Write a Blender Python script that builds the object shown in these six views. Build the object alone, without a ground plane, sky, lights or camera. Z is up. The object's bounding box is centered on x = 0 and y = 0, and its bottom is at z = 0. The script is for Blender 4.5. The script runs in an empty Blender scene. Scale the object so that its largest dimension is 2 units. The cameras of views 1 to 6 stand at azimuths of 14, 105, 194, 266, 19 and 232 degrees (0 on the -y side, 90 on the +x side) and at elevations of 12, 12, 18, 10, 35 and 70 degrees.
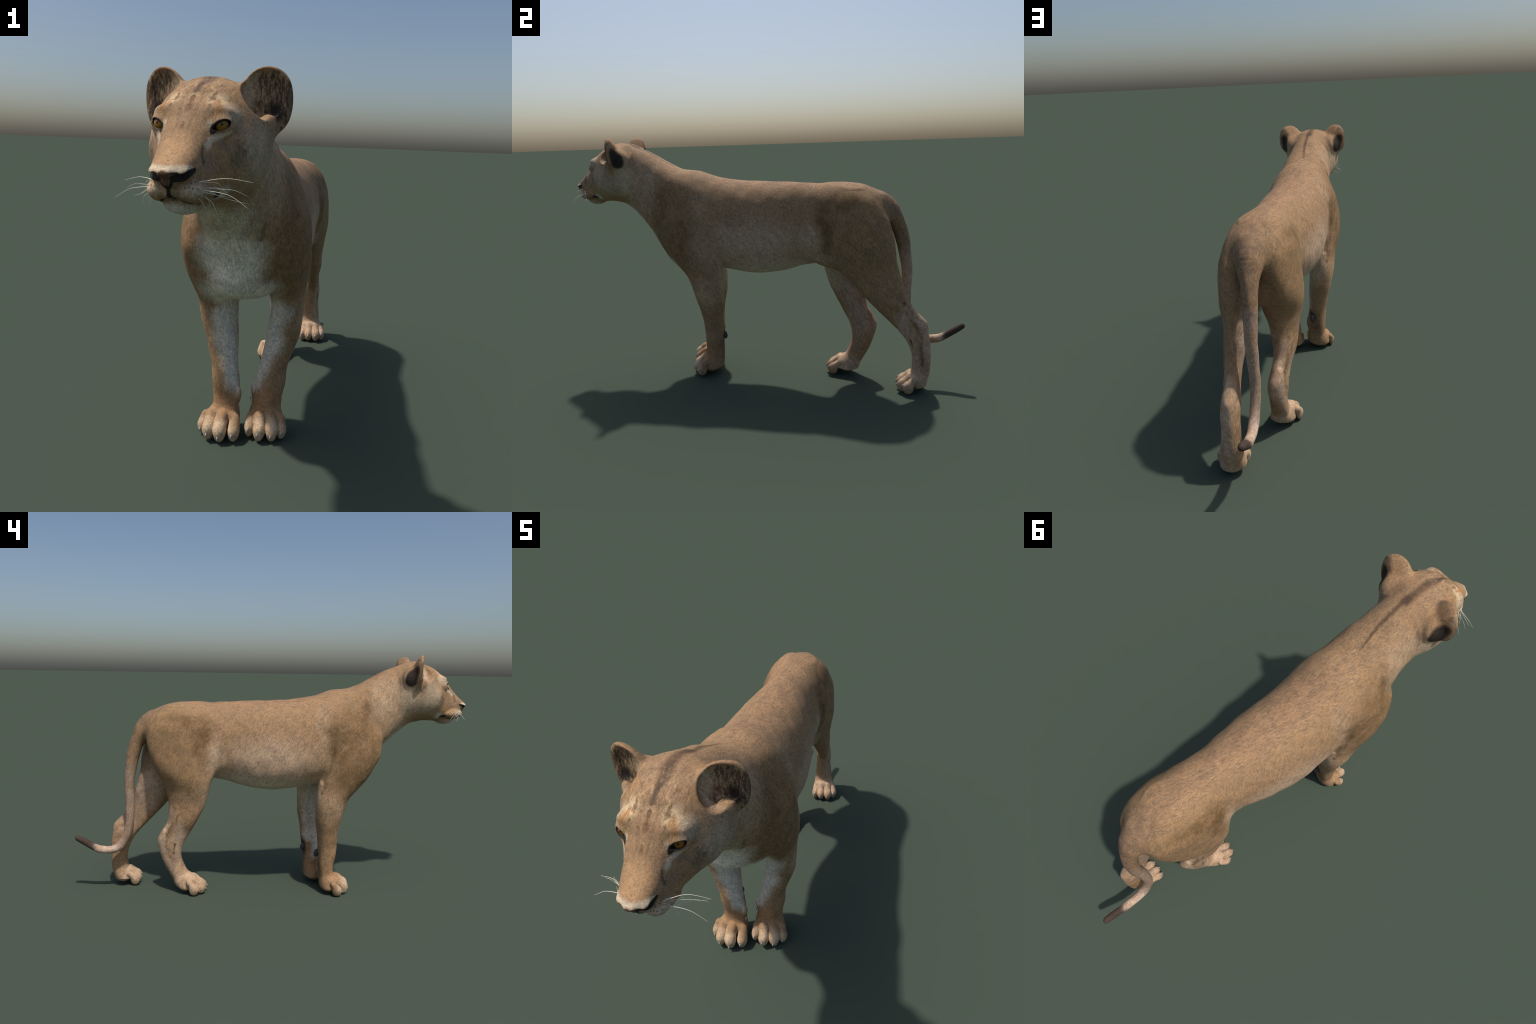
"""A standing lioness, built from anatomical profiles.

The body is one smooth implicit surface: the trunk, the legs and the head are
lofts through superelliptic slices, toes / tail / lids are round tubes, and all
of them are blended together.  The surface is meshed once and then cut by region
into the anatomical parts, which share their border vertices and normals.
"""
import math
import random
import numpy as np

SEED = 7
random.seed(SEED)
rng = np.random.default_rng(SEED)

# --------------------------------------------------------------- curve tools
def smooth_table(s, cols, n=240, soften=0.0):
    """shape-preserving cubic through stations -> dense table"""
    s=np.asarray(s,float); Y=np.asarray(cols,float)
    h=np.diff(s)[:,None]; d=np.diff(Y,axis=0)/h
    m=np.zeros_like(Y)
    w1=2*h[1:]+h[:-1]; w2=h[1:]+2*h[:-1]
    same=d[:-1]*d[1:]>0
    with np.errstate(divide='ignore',invalid='ignore'):
        hm=(w1+w2)/(w1/d[:-1]+w2/d[1:])
    av=(d[:-1]*h[1:]+d[1:]*h[:-1])/(h[1:]+h[:-1])
    m[1:-1]=np.where(same,hm,0.35*av); m[0]=d[0]; m[-1]=d[-1]
    t=np.linspace(s[0],s[-1],n); i=np.clip(np.searchsorted(s,t,side='right')-1,0,len(s)-2)
    u=((t-s[i])/(s[i+1]-s[i]))[:,None]; H=h[i]
    out=(2*u**3-3*u**2+1)*Y[i]+(u**3-2*u**2+u)*H*m[i]+(-2*u**3+3*u**2)*Y[i+1]+(u**3-u**2)*H*m[i+1]
    if soften:
        k=int(round(3*soften/(t[1]-t[0])))
        w=np.exp(-0.5*(np.arange(-k,k+1)*(t[1]-t[0])/soften)**2); w/=w.sum()
        for c in range(out.shape[1]):
            y=out[:,c]
            pad=np.r_[2*y[0]-y[k:0:-1],y,2*y[-1]-y[-2:-k-2:-1]]
            out[:,c]=np.convolve(pad,w,'valid')
    return t,out
class Loft:
    """slices across axis `ax`; each slice a four-quadrant superellipse.
    columns: lo_a, hi_a, lo_b, hi_b, mid_a, mid_b (0..1 position of the widest point), exponent"""
    def __init__(self,ax,rows,tilt=1.0,soften=0.012):
        r=np.array(rows,float); r=r[np.argsort(r[:,0])]
        self.ax=ax; self.a,self.b=[i for i in range(3) if i!=ax]; self.tilt=tilt
        self.t,self.c=smooth_table(r[:,0],r[:,1:],240,soften); self.s0,self.s1=self.t[0],self.t[-1]
        self.lo=np.zeros(3);self.hi=np.zeros(3)
        self.lo[ax],self.hi[ax]=self.s0,self.s1
        self.lo[self.a],self.hi[self.a]=self.c[:,0].min(),self.c[:,1].max()
        self.lo[self.b],self.hi[self.b]=self.c[:,2].min(),self.c[:,3].max()
    def __call__(self,p):
        s=p[:,self.ax]; q=(np.clip(s,self.s0,self.s1)-self.s0)/(self.s1-self.s0)*(len(self.t)-1)
        i=np.minimum(q.astype(int),len(self.t)-2); w=(q-i)[:,None]
        c=self.c[i]*(1-w)+self.c[i+1]*w
        ca=c[:,0]+(c[:,1]-c[:,0])*c[:,4]; cb=c[:,2]+(c[:,3]-c[:,2])*c[:,5]
        db=p[:,self.b]-cb; da=p[:,self.a]-ca-c[:,7]*db
        ra=np.maximum(np.where(da>0,c[:,1]-ca,ca-c[:,0]),1e-4); rb=np.maximum(np.where(db>0,c[:,3]-cb,cb-c[:,2]),1e-4)
        n=c[:,6]
        u=np.abs(da)/ra; v=np.abs(db)/rb
        k=(u**n+v**n)**(1/n)
        d=np.hypot(da,db)
        f=np.where(k>1e-3,d*(1-1/np.maximum(k,1e-3)),-np.minimum(ra,rb))
        f=np.maximum(f,-np.minimum(ra,rb))
        e=np.abs(s-np.clip(s,self.s0,self.s1))
        return np.where(e>0,np.sqrt(np.maximum(f,0)**2+e*e)+np.minimum(f,0)*0,f)*self.tilt
class Tube:
    """round cone chain: spine points with radii"""
    def __init__(self,pts,n=60,flat=None):
        P=np.array(pts,float); s=np.r_[0,np.cumsum(np.linalg.norm(np.diff(P[:,:3],axis=0),axis=1))]
        t,c=smooth_table(s,P,n); self.P=c[:,:3]; self.r=c[:,3]
        self.lo=(self.P-self.r[:,None]).min(0); self.hi=(self.P+self.r[:,None]).max(0)
    def __call__(self,p):
        best=np.full(len(p),9.)
        A=self.P[:-1];B=self.P[1:]
        for a,b,ra,rb in zip(A,B,self.r[:-1],self.r[1:]):
            ab=b-a; t=np.clip(((p-a)@ab)/(ab@ab),0,1)
            d=np.linalg.norm(p-a-t[:,None]*ab,axis=1)-(ra+(rb-ra)*t)
            np.minimum(best,d,out=best)
        return best
def smin(a,b,k):
    h=np.maximum(k-np.abs(a-b),0)/k
    return np.minimum(a,b)-h*h*k*0.25

# ------------------------------------------------------------ profile tables
# trunk slices across y: y, x right, x left, z belly, z back, height of the widest point
TRUNK = [
    (-0.76, -0.116, 0.098, 0.908, 1.188, 0.53, 2.2),
    (-0.71, -0.12, 0.103, 0.89, 1.195, 0.53, 2.2),
    (-0.66, -0.122, 0.107, 0.852, 1.185, 0.53, 2.2),
    (-0.61, -0.119, 0.114, 0.808, 1.166, 0.50, 2.2),
    (-0.565, -0.121, 0.123, 0.758, 1.148, 0.47, 2.2),
    (-0.52, -0.132, 0.133, 0.699, 1.123, 0.46, 2.4),
    (-0.47, -0.146, 0.148, 0.622, 1.094, 0.47, 2.5),
    (-0.42, -0.153, 0.154, 0.558, 1.069, 0.50, 2.5),
    (-0.37, -0.155, 0.162, 0.540, 1.055, 0.49, 2.4),
    (-0.32, -0.152, 0.168, 0.545, 1.053, 0.47, 2.3),
    (-0.27, -0.161, 0.172, 0.556, 1.040, 0.44, 2.3),
    (-0.22, -0.168, 0.170, 0.562, 1.022, 0.42, 2.2),
    (-0.16, -0.169, 0.167, 0.557, 1.01, 0.41, 2.2),
    (-0.08, -0.172, 0.166, 0.543, 0.999, 0.41, 2.2),
    (0, -0.168, 0.166, 0.538, 0.995, 0.41, 2.2),
    (0.08, -0.156, 0.159, 0.545, 0.992, 0.42, 2.2),
    (0.16, -0.139, 0.146, 0.561, 0.989, 0.43, 2.2),
    (0.24, -0.122, 0.133, 0.586, 0.985, 0.44, 2.2),
    (0.31, -0.120, 0.136, 0.598, 0.981, 0.45, 2.2),
    (0.37, -0.129, 0.140, 0.615, 0.986, 0.45, 2.2),
    (0.43, -0.138, 0.140, 0.646, 0.985, 0.45, 2.3),
    (0.49, -0.135, 0.134, 0.69, 0.979, 0.44, 2.3),
    (0.55, -0.121, 0.117, 0.735, 0.962, 0.44, 2.2),
    (0.6, -0.093, 0.088, 0.775, 0.938, 0.5, 2.2),
    (0.64, -0.062, 0.05, 0.80, 0.904, 0.5, 2.2),
    (0.665, -0.032, 0.022, 0.83, 0.872, 0.5, 2.2),
]
FORELEG_RIGHT = [
    (0.04, -0.128, -0.031, -0.33, -0.264, 0.5, 2.2, 0),
    (0.08, -0.128, -0.032, -0.327, -0.253, 0.5, 2.2, 0),
    (0.137, -0.129, -0.033, -0.326, -0.248, 0.5, 2.2, 0),
    (0.205, -0.135, -0.035, -0.335, -0.244, 0.5, 2.2, 0),
    (0.253, -0.137, -0.042, -0.338, -0.24, 0.5, 2.2, 0),
    (0.307, -0.148, -0.046, -0.338, -0.235, 0.5, 2.2, 0),
    (0.36, -0.159, -0.045, -0.345, -0.226, 0.5, 2.2, 0),
    (0.42, -0.172, -0.048, -0.357, -0.219, 0.5, 2.2, 0),
    (0.47, -0.181, -0.048, -0.368, -0.218, 0.5, 2.2, 0),
    (0.51, -0.183, -0.044, -0.383, -0.221, 0.5, 2.2, 0),
    (0.56, -0.185, -0.027, -0.431, -0.227, 0.5, 2.2, 0),
    (0.61, -0.194, -0.019, -0.473, -0.236, 0.5, 2.2, 0),
    (0.67, -0.203, -0.017, -0.505, -0.248, 0.5, 2.2, 0),
    (0.74, -0.202, -0.016, -0.537, -0.255, 0.5, 2.2, 0),
    (0.82, -0.191, -0.025, -0.538, -0.245, 0.5, 2.2, 0),
    (0.88, -0.182, -0.036, -0.5, -0.205, 0.5, 2.2, 0),
    (0.94, -0.16, -0.04, -0.468, -0.22, 0.5, 2.2, 0),
    (0.99, -0.122, -0.04, -0.43, -0.25, 0.5, 2.2, 0),
    (1.025, -0.075, -0.04, -0.39, -0.28, 0.5, 2.2, 0),
]
FORELEG_LEFT = [
    (0.04, -0.003, 0.12, -0.285, -0.202, 0.5, 2.2, 0),
    (0.083, 0.002, 0.113, -0.282, -0.194, 0.5, 2.2, 0),
    (0.134, 0.008, 0.113, -0.28, -0.19, 0.5, 2.2, 0),
    (0.19, 0.015, 0.124, -0.277, -0.186, 0.5, 2.2, 0),
    (0.236, 0.022, 0.126, -0.279, -0.179, 0.5, 2.2, 0),
    (0.286, 0.033, 0.136, -0.278, -0.175, 0.5, 2.2, 0),
    (0.336, 0.042, 0.153, -0.281, -0.169, 0.5, 2.2, 0),
    (0.393, 0.051, 0.169, -0.293, -0.16, 0.5, 2.2, 0),
    (0.45, 0.06, 0.174, -0.309, -0.159, 0.5, 2.2, 0),
    (0.5, 0.065, 0.177, -0.326, -0.158, 0.5, 2.2, 0),
    (0.54, 0.06, 0.181, -0.341, -0.154, 0.5, 2.2, 0),
    (0.6, 0.051, 0.192, -0.39, -0.157, 0.5, 2.2, 0),
    (0.67, 0.046, 0.201, -0.428, -0.178, 0.5, 2.2, 0),
    (0.74, 0.04, 0.203, -0.455, -0.208, 0.5, 2.2, 0),
    (0.82, 0.036, 0.196, -0.463, -0.225, 0.5, 2.2, 0),
    (0.88, 0.036, 0.166, -0.462, -0.19, 0.5, 2.2, 0),
    (0.94, 0.038, 0.135, -0.44, -0.21, 0.5, 2.2, 0),
    (0.99, 0.04, 0.095, -0.4, -0.245, 0.5, 2.2, 0),
]
HINDLEG_RIGHT = [
    (0.04, -0.089, 0.006, 0.395, 0.493, 0.5, 2.2, 0),
    (0.08, -0.092, -0.007, 0.422, 0.513, 0.5, 2.2, 0),
    (0.12, -0.091, -0.012, 0.437, 0.536, 0.5, 2.2, 0),
    (0.156, -0.09, -0.015, 0.453, 0.553, 0.5, 2.2, 0),
    (0.2, -0.094, -0.018, 0.463, 0.57, 0.5, 2.125, 0.09),
    (0.25, -0.098, -0.019, 0.456, 0.584, 0.5, 2.05, 0.18),
    (0.28, -0.099, -0.024, 0.445, 0.586, 0.5, 2.05, 0.18),
    (0.32, -0.103, -0.036, 0.42, 0.566, 0.5, 2.05, 0.18),
    (0.375, -0.118, -0.039, 0.389, 0.535, 0.5, 2.05, 0.18),
    (0.42, -0.125, -0.035, 0.365, 0.527, 0.5, 2.05, 0.18),
    (0.475, -0.128, -0.029, 0.34, 0.523, 0.5, 2.05, 0.18),
    (0.54, -0.139, -0.016, 0.32, 0.535, 0.5, 2.05, 0.18),
    (0.59, -0.152, 0, 0.307, 0.556, 0.5, 2.087, 0.135),
    (0.645, -0.158, 0.012, 0.287, 0.58, 0.5, 2.2, 0),
    (0.72, -0.154, 0.009, 0.275, 0.61, 0.5, 2.2, 0),
    (0.8, -0.147, -0.002, 0.29, 0.627, 0.5, 2.2, 0),
    (0.86, -0.142, -0.016, 0.305, 0.612, 0.5, 2.2, 0),
    (0.915, -0.11, -0.026, 0.33, 0.575, 0.5, 2.2, 0),
    (0.955, -0.068, -0.026, 0.37, 0.53, 0.5, 2.2, 0),
]
HINDLEG_LEFT = [
    (0.04, 0.016, 0.116, 0.739, 0.821, 0.5, 2.2, 0),
    (0.08, 0.018, 0.113, 0.757, 0.839, 0.5, 2.2, 0),
    (0.12, 0.02, 0.11, 0.758, 0.842, 0.5, 2.2, 0),
    (0.155, 0.023, 0.106, 0.759, 0.844, 0.5, 2.2, 0),
    (0.204, 0.026, 0.103, 0.748, 0.842, 0.5, 2.2, -0.065),
    (0.246, 0.028, 0.105, 0.729, 0.837, 0.5, 2.2, -0.116),
    (0.29, 0.029, 0.109, 0.697, 0.83, 0.5, 2.2, -0.121),
    (0.333, 0.038, 0.107, 0.656, 0.825, 0.5, 2.2, -0.121),
    (0.38, 0.045, 0.109, 0.608, 0.78, 0.5, 2.2, -0.121),
    (0.43, 0.042, 0.122, 0.561, 0.742, 0.5, 2.2, -0.121),
    (0.48, 0.033, 0.128, 0.513, 0.724, 0.5, 2.2, -0.121),
    (0.53, 0.018, 0.133, 0.468, 0.706, 0.5, 2.2, -0.121),
    (0.58, 0.005, 0.143, 0.415, 0.69, 0.5, 2.2, -0.101),
    (0.64, 0, 0.153, 0.364, 0.677, 0.5, 2.2, 0),
    (0.7, -0.006, 0.157, 0.339, 0.673, 0.5, 2.2, 0),
    (0.76, 0.004, 0.157, 0.334, 0.659, 0.5, 2.2, 0),
    (0.82, 0.007, 0.151, 0.338, 0.639, 0.5, 2.2, 0),
    (0.86, 0.004, 0.139, 0.345, 0.62, 0.5, 2.2, 0),
    (0.915, 0.01, 0.112, 0.38, 0.565, 0.5, 2.2, 0),
    (0.95, 0.02, 0.072, 0.42, 0.52, 0.5, 2.2, 0),
]
TAIL = [
    (0, 0.597, 0.888, 0.048),
    (-0.005, 0.639, 0.858, 0.043),
    (-0.009, 0.669, 0.814, 0.036),
    (-0.014, 0.689, 0.757, 0.034),
    (-0.016, 0.707, 0.689, 0.031),
    (-0.017, 0.719, 0.622, 0.027),
    (-0.019, 0.725, 0.554, 0.025),
    (-0.019, 0.722, 0.476, 0.024),
    (-0.023, 0.724, 0.406, 0.022),
    (-0.024, 0.734, 0.336, 0.021),
    (-0.025, 0.754, 0.275, 0.021),
    (-0.026, 0.788, 0.233, 0.021),
    (-0.03, 0.831, 0.221, 0.02),
    (-0.033, 0.874, 0.225, 0.019),
    (-0.037, 0.917, 0.245, 0.017),
    (-0.04, 0.953, 0.269, 0.017),
    (-0.045, 0.985, 0.29, 0.014),
]

# head slices in the head's own frame: y, half width, z under, z over, height of widest point, exponent
HEAD = [
    (-0.630, 0.120, 0.897, 1.160, 0.50, 2.2),
    (-0.680, 0.146, 0.893, 1.188, 0.50, 2.2),
    (-0.730, 0.150, 0.897, 1.192, 0.50, 2.2),
    (-0.770, 0.143, 0.900, 1.182, 0.50, 2.2),
    (-0.810, 0.117, 0.900, 1.168, 0.50, 2.2),
    (-0.845, 0.096, 0.898, 1.142, 0.48, 2.2),
    (-0.875, 0.080, 0.906, 1.114, 0.45, 2.2),
    (-0.905, 0.062, 0.929, 1.077, 0.42, 2.3),
    (-0.935, 0.054, 0.944, 1.042, 0.42, 2.4),
    (-0.960, 0.047, 0.955, 1.017, 0.45, 2.5),
    (-0.980, 0.034, 0.962, 1.002, 0.50, 2.5),
    (-0.995, 0.020, 0.968, 0.990, 0.50, 2.4),
    (-1.004, 0.008, 0.974, 0.982, 0.50, 2.2),
]
HEAD_PIVOT = (-0.004, -0.72)
HEAD_YAW = 0.025

# toe knuckle and claw base of each foot, from the inner toe to the outer toe
TOES = {
    'foreleg_right': [((-0.038, -0.342, 0.076), (-0.035, -0.384, 0.030)), ((-0.079, -0.357, 0.084), (-0.076, -0.402, 0.025)),
                      ((-0.124, -0.346, 0.080), (-0.122, -0.397, 0.028)), ((-0.152, -0.328, 0.068), (-0.158, -0.359, 0.024))],
    'foreleg_left': [((0.012, -0.302, 0.074), (0.012, -0.334, 0.035)), ((0.045, -0.303, 0.086), (0.051, -0.353, 0.034)),
                     ((0.089, -0.295, 0.084), (0.100, -0.341, 0.028)), ((0.125, -0.283, 0.077), (0.137, -0.312, 0.030))],
    'hindleg_right': [((-0.022, 0.395, 0.072), (-0.018, 0.347, 0.035)), ((-0.050, 0.385, 0.080), (-0.053, 0.336, 0.030)),
                      ((-0.085, 0.390, 0.080), (-0.091, 0.342, 0.027)), ((-0.115, 0.410, 0.072), (-0.121, 0.376, 0.024))],
    'hindleg_left': [((0.033, 0.742, 0.073), (0.034, 0.695, 0.038)), ((0.063, 0.735, 0.080), (0.070, 0.691, 0.032)),
                     ((0.097, 0.742, 0.080), (0.109, 0.695, 0.034)), ((0.124, 0.759, 0.074), (0.139, 0.721, 0.038))],
}
# toe radius and how far the toe's middle lies outside of its claw, in the same order
TOE_SHAPE = {'foreleg_right': [(0.0190, 0.005), (0.0215, 0.0), (0.0205, 0.003), (0.0155, 0.003)],
             'foreleg_left': [(0.0160, 0.003), (0.0200, 0.005), (0.0195, 0.0), (0.0160, -0.007)],
             'hindleg_right': [(0.0155, -0.003), (0.0178, 0.0), (0.0178, 0.0), (0.0160, 0.004)],
             'hindleg_left': [(0.0155, 0.003), (0.0178, 0.0), (0.0178, 0.0), (0.0160, -0.004)]}


# ------------------------------------------------------------ implicit shapes
def smax(a, b, k):
    return -smin(-a, -b, k)


def bounded(shape, p, margin=0.09):
    """evaluate a shape only near its bounding box"""
    out = np.full(len(p), 0.25)
    near = np.all((p > shape.lo - margin) & (p < shape.hi + margin), axis=1)
    if near.any():
        out[near] = shape(p[near])
    return out


class Ellipsoid:
    def __init__(self, centre, radii, pitch=0.0, yaw=0.0, roll=0.0):
        self.c, self.r = np.array(centre, float), np.array(radii, float)
        cx, sx, cy, sy, cz, sz = math.cos(pitch), math.sin(pitch), math.cos(roll), math.sin(roll), math.cos(yaw), math.sin(yaw)
        rx = np.array([[1, 0, 0], [0, cx, -sx], [0, sx, cx]])
        ry = np.array([[cy, 0, sy], [0, 1, 0], [-sy, 0, cy]])
        rz = np.array([[cz, -sz, 0], [sz, cz, 0], [0, 0, 1]])
        self.m = rz @ ry @ rx
        m = self.r.max()
        self.lo, self.hi = self.c - m, self.c + m

    def __call__(self, p):
        q = (p - self.c) @ self.m
        k0 = np.linalg.norm(q / self.r, axis=1)
        k1 = np.linalg.norm(q / self.r ** 2, axis=1)
        return k0 * (k0 - 1) / np.maximum(k1, 1e-6)


def to_head(p):
    c, s = math.cos(HEAD_YAW), math.sin(HEAD_YAW)
    dx, dy = p[:, 0] - HEAD_PIVOT[0], p[:, 1] - HEAD_PIVOT[1]
    return np.stack([dx * c - dy * s, dy * c + dx * s + HEAD_PIVOT[1], p[:, 2]], axis=1)


def from_head(q):
    q = np.atleast_2d(np.asarray(q, float))
    c, s = math.cos(HEAD_YAW), math.sin(HEAD_YAW)
    dy = q[:, 1] - HEAD_PIVOT[1]
    return np.stack([q[:, 0] * c + dy * s + HEAD_PIVOT[0], dy * c - q[:, 0] * s + HEAD_PIVOT[1], q[:, 2]], axis=1)


# the eye, in the head frame (left side; the right one mirrors it)
EYE_RADIUS = 0.0235
EYE_GAZE = np.array([0.24, -0.965, 0.05]) / np.linalg.norm([0.24, -0.965, 0.05])
EYE_CENTRE = np.array([0.077, -0.871, 1.079]) - EYE_RADIUS * EYE_GAZE
EYE_U = np.array([0.80, 0.10, 0.33])
EYE_U = EYE_U - EYE_GAZE * (EYE_U @ EYE_GAZE)
EYE_U /= np.linalg.norm(EYE_U)
EYE_V = np.cross(EYE_U, EYE_GAZE)
if EYE_V[2] < 0:
    EYE_V = -EYE_V


def lid_curve(u):
    """upper and lower lid heights over the eye opening; u = -1 inner corner .. 1 outer corner"""
    w = np.maximum(1 - u * u, 0)
    return (0.0088 + 0.0022 * u) * w ** 0.65, -(0.0112 + 0.001 * u) * w ** 0.7


EYE_HALF = 0.0212


def eye_opening(q):
    d = q - EYE_CENTRE
    u, v, w = d @ EYE_U, d @ EYE_V, d @ EYE_GAZE
    t = np.clip(u / EYE_HALF, -1, 1)
    up, low = lid_curve(t)
    inside = np.maximum(v - up, low - v)
    inside = np.maximum(inside, np.abs(u) - EYE_HALF)
    return np.maximum(inside, -(w + 0.004))


_head_loft = None


def head_loft(rows):
    return Loft(1, [(y, -w, w, z0, z1, 0.5, m, n, 0.0) for y, w, z0, z1, m, n in rows], soften=0.006)


HEAD_ADD = [   # shape, blend
    (Ellipsoid((0.029, -0.924, 0.940), (0.034, 0.048, 0.030), yaw=0.30), 0.015),       # upper lip pad
    (Ellipsoid((0.038, -0.895, 0.937), (0.034, 0.046, 0.024), yaw=0.10), 0.012),       # flews
    (Ellipsoid((0.0, -0.950, 0.943), (0.018, 0.025, 0.026)), 0.010),                   # philtrum
    (Ellipsoid((0.060, -0.840, 1.102), (0.036, 0.030, 0.018), pitch=-0.5), 0.03),     # brow
    (Ellipsoid((0.088, -0.790, 1.020), (0.040, 0.050, 0.055)), 0.03),                 # cheek
    (Ellipsoid((0.0, -0.968, 0.964), (0.021, 0.0245, 0.020)), 0.006),                  # nose pad
    (Ellipsoid((0.026, -0.972, 0.976), (0.020, 0.020, 0.016)), 0.010),                # nostril wing
]
CHIN = Ellipsoid((0.0, -0.893, 0.909), (0.046, 0.048, 0.0275))
LID_BULGE = Ellipsoid(EYE_CENTRE, (EYE_RADIUS + 0.0052,) * 3)
EAR_NORMAL = np.array([0.36, -0.93, -0.03]) / np.linalg.norm([0.36, -0.93, -0.03])
EAR_SIDE = np.array([0.93, 0.36, 0.0])
EAR_RIM = np.array([0.145, -0.718, 1.15])
EAR_OUT = Ellipsoid((0.133, -0.710, 1.142), (0.068, 0.052, 0.083), roll=0.10, yaw=0.35)
EAR_IN = Ellipsoid((0.133, -0.738, 1.160), (0.054, 0.075, 0.062), roll=-0.12, yaw=0.35)
EAR_ROOT = Ellipsoid((0.113, -0.672, 1.108), (0.042, 0.044, 0.050), yaw=0.4)
# behind the rim the leaf of the ear is thin at the tip and at the outer edge, and deepens toward its root
EAR_CUTS = [(np.array([0.150, -0.704, 1.231]), -EAR_NORMAL * 0.86 + np.array([0, 0, 0.51])),
            (np.array([0.200, -0.690, 1.150]), -EAR_NORMAL * 0.80 + EAR_SIDE * 0.60)]
TRAGUS = Ellipsoid((0.141, -0.724, 1.090), (0.019, 0.013, 0.022))
NOSTRIL = Tube([(0.012, -1.002, 0.964, 0.004), (0.026, -0.992, 0.968, 0.0065), (0.042, -0.975, 0.976, 0.006), (0.052, -0.958, 0.986, 0.003)], n=10)
LIP_LINE = Tube([(0.0, -0.982, 0.950, 0.002), (0.0, -0.977, 0.926, 0.003), (0.020, -0.968, 0.917, 0.0028), (0.042, -0.935, 0.911, 0.0028),
                 (0.060, -0.895, 0.916, 0.003), (0.066, -0.865, 0.922, 0.004), (0.064, -0.848, 0.930, 0.002)], n=26)


def head_shape(p, loft, ears=True):
    q = to_head(p)
    q[:, 0] = np.abs(q[:, 0])
    f = bounded(loft, q, 0.12)
    for shape, k in HEAD_ADD:
        f = smin(f, bounded(shape, q), k)
    f = smin(f, bounded(CHIN, q), 0.008)
    f = smin(f, bounded(LID_BULGE, q), 0.012)
    if ears:
        e = smax(bounded(EAR_OUT, q), (q - EAR_RIM) @ EAR_NORMAL, 0.008)
        hollow = bounded(EAR_IN, q)
        for point, normal in EAR_CUTS:
            d = (q - point) @ normal
            e = smax(e, d, 0.016)
            hollow = smax(hollow, d + 0.013, 0.016)
        hollow = smax(hollow, -0.013 - (q - EAR_RIM) @ EAR_NORMAL, 0.015)
        e = smin(e, bounded(EAR_ROOT, q), 0.025)
        f = smin(f, e, 0.026)
        f = smax(f, -hollow, 0.006)
        f = smin(f, bounded(TRAGUS, q), 0.014)
    f = smax(f, -bounded(NOSTRIL, q), 0.004)
    f = smax(f, -bounded(LIP_LINE, q), 0.004)
    near = np.linalg.norm(q - EYE_CENTRE, axis=1) < 0.07
    if near.any():
        f[near] = smax(f[near], -eye_opening(q[near]), 0.003)
    return f


def leg_loft(rows):
    return Loft(2, [(z, xl, xh, yf, yb, 0.5, m, n, k) for z, xl, xh, yf, yb, m, n, k in rows])


def trunk_loft(rows):
    return Loft(1, [(y, xr, xl, zb, zt, 0.5, m, n, 0.0) for y, xr, xl, zb, zt, m, n in rows])


def foot_parts(name, rows):
    """toes, metapodial block and pads of one foot"""
    toes = []
    z0, xl, xh, yf, yb = rows[0][:5]
    heel = np.array([(xl + xh) / 2, yb, z0])
    for (knuckle, claw), (r, dx) in zip(TOES[name], TOE_SHAPE[name]):
        k, c = np.array(knuckle) + (dx * 0.6, 0, 0), np.array(claw) + (dx, 0, 0)
        s = min(max(r / 0.0195, 0.85), 1.05)
        root = k * 0.42 + np.array([heel[0], yf + 0.02, 0.080]) * 0.58
        knee = k + (0, 0.010, -r * 0.30)
        front = np.array([c[0], c[1] + 0.021, 0.044 * s])
        toes.append(Tube([(*root, r * 0.9), (*knee, r * 1.0), (*((knee + front) / 2), r * 1.03), (*front, r * 0.98)], n=9))
        toes.append(Ellipsoid((c[0], c[1] + 0.022, 0.033 * s + 0.0015), (r, 0.0245, 0.033 * s)))
    ks = np.array([k for k, c in TOES[name]])
    cx = ks[:, 0].mean()
    wide = (ks[:, 0].max() - ks[:, 0].min()) / 2
    fy = ks[:, 1].mean()
    fore = 'fore' in name
    sole = Ellipsoid(((cx + heel[0]) / 2, (fy + yb) / 2 - 0.002, 0.052), (wide - 0.002, (yb - fy) / 2 + 0.006, 0.034), pitch=0.10)
    instep = Ellipsoid(((cx + heel[0]) / 2, fy + 0.038, 0.070), (wide - 0.002, 0.034, 0.032), pitch=0.25)
    pad = Ellipsoid((cx, fy + 0.045, 0.034), (wide * 0.85, 0.030, 0.020))
    return toes, [sole, instep, pad]


def muscle(p):
    """slow uneven swelling of the flesh, -1..1; none on the head"""
    x, y, z = p.T
    w = np.sin(38 * y + 9 * z + 4 * np.sin(21 * x)) * np.sin(33 * z - 7 * y + 1.3) + 0.7 * np.sin(64 * y - 40 * z + 2) * np.sin(52 * x + 23 * z)
    return w * np.clip((y + 0.72) / 0.15, 0, 1) * np.clip(z / 0.15, 0, 1) * 0.6


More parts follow.
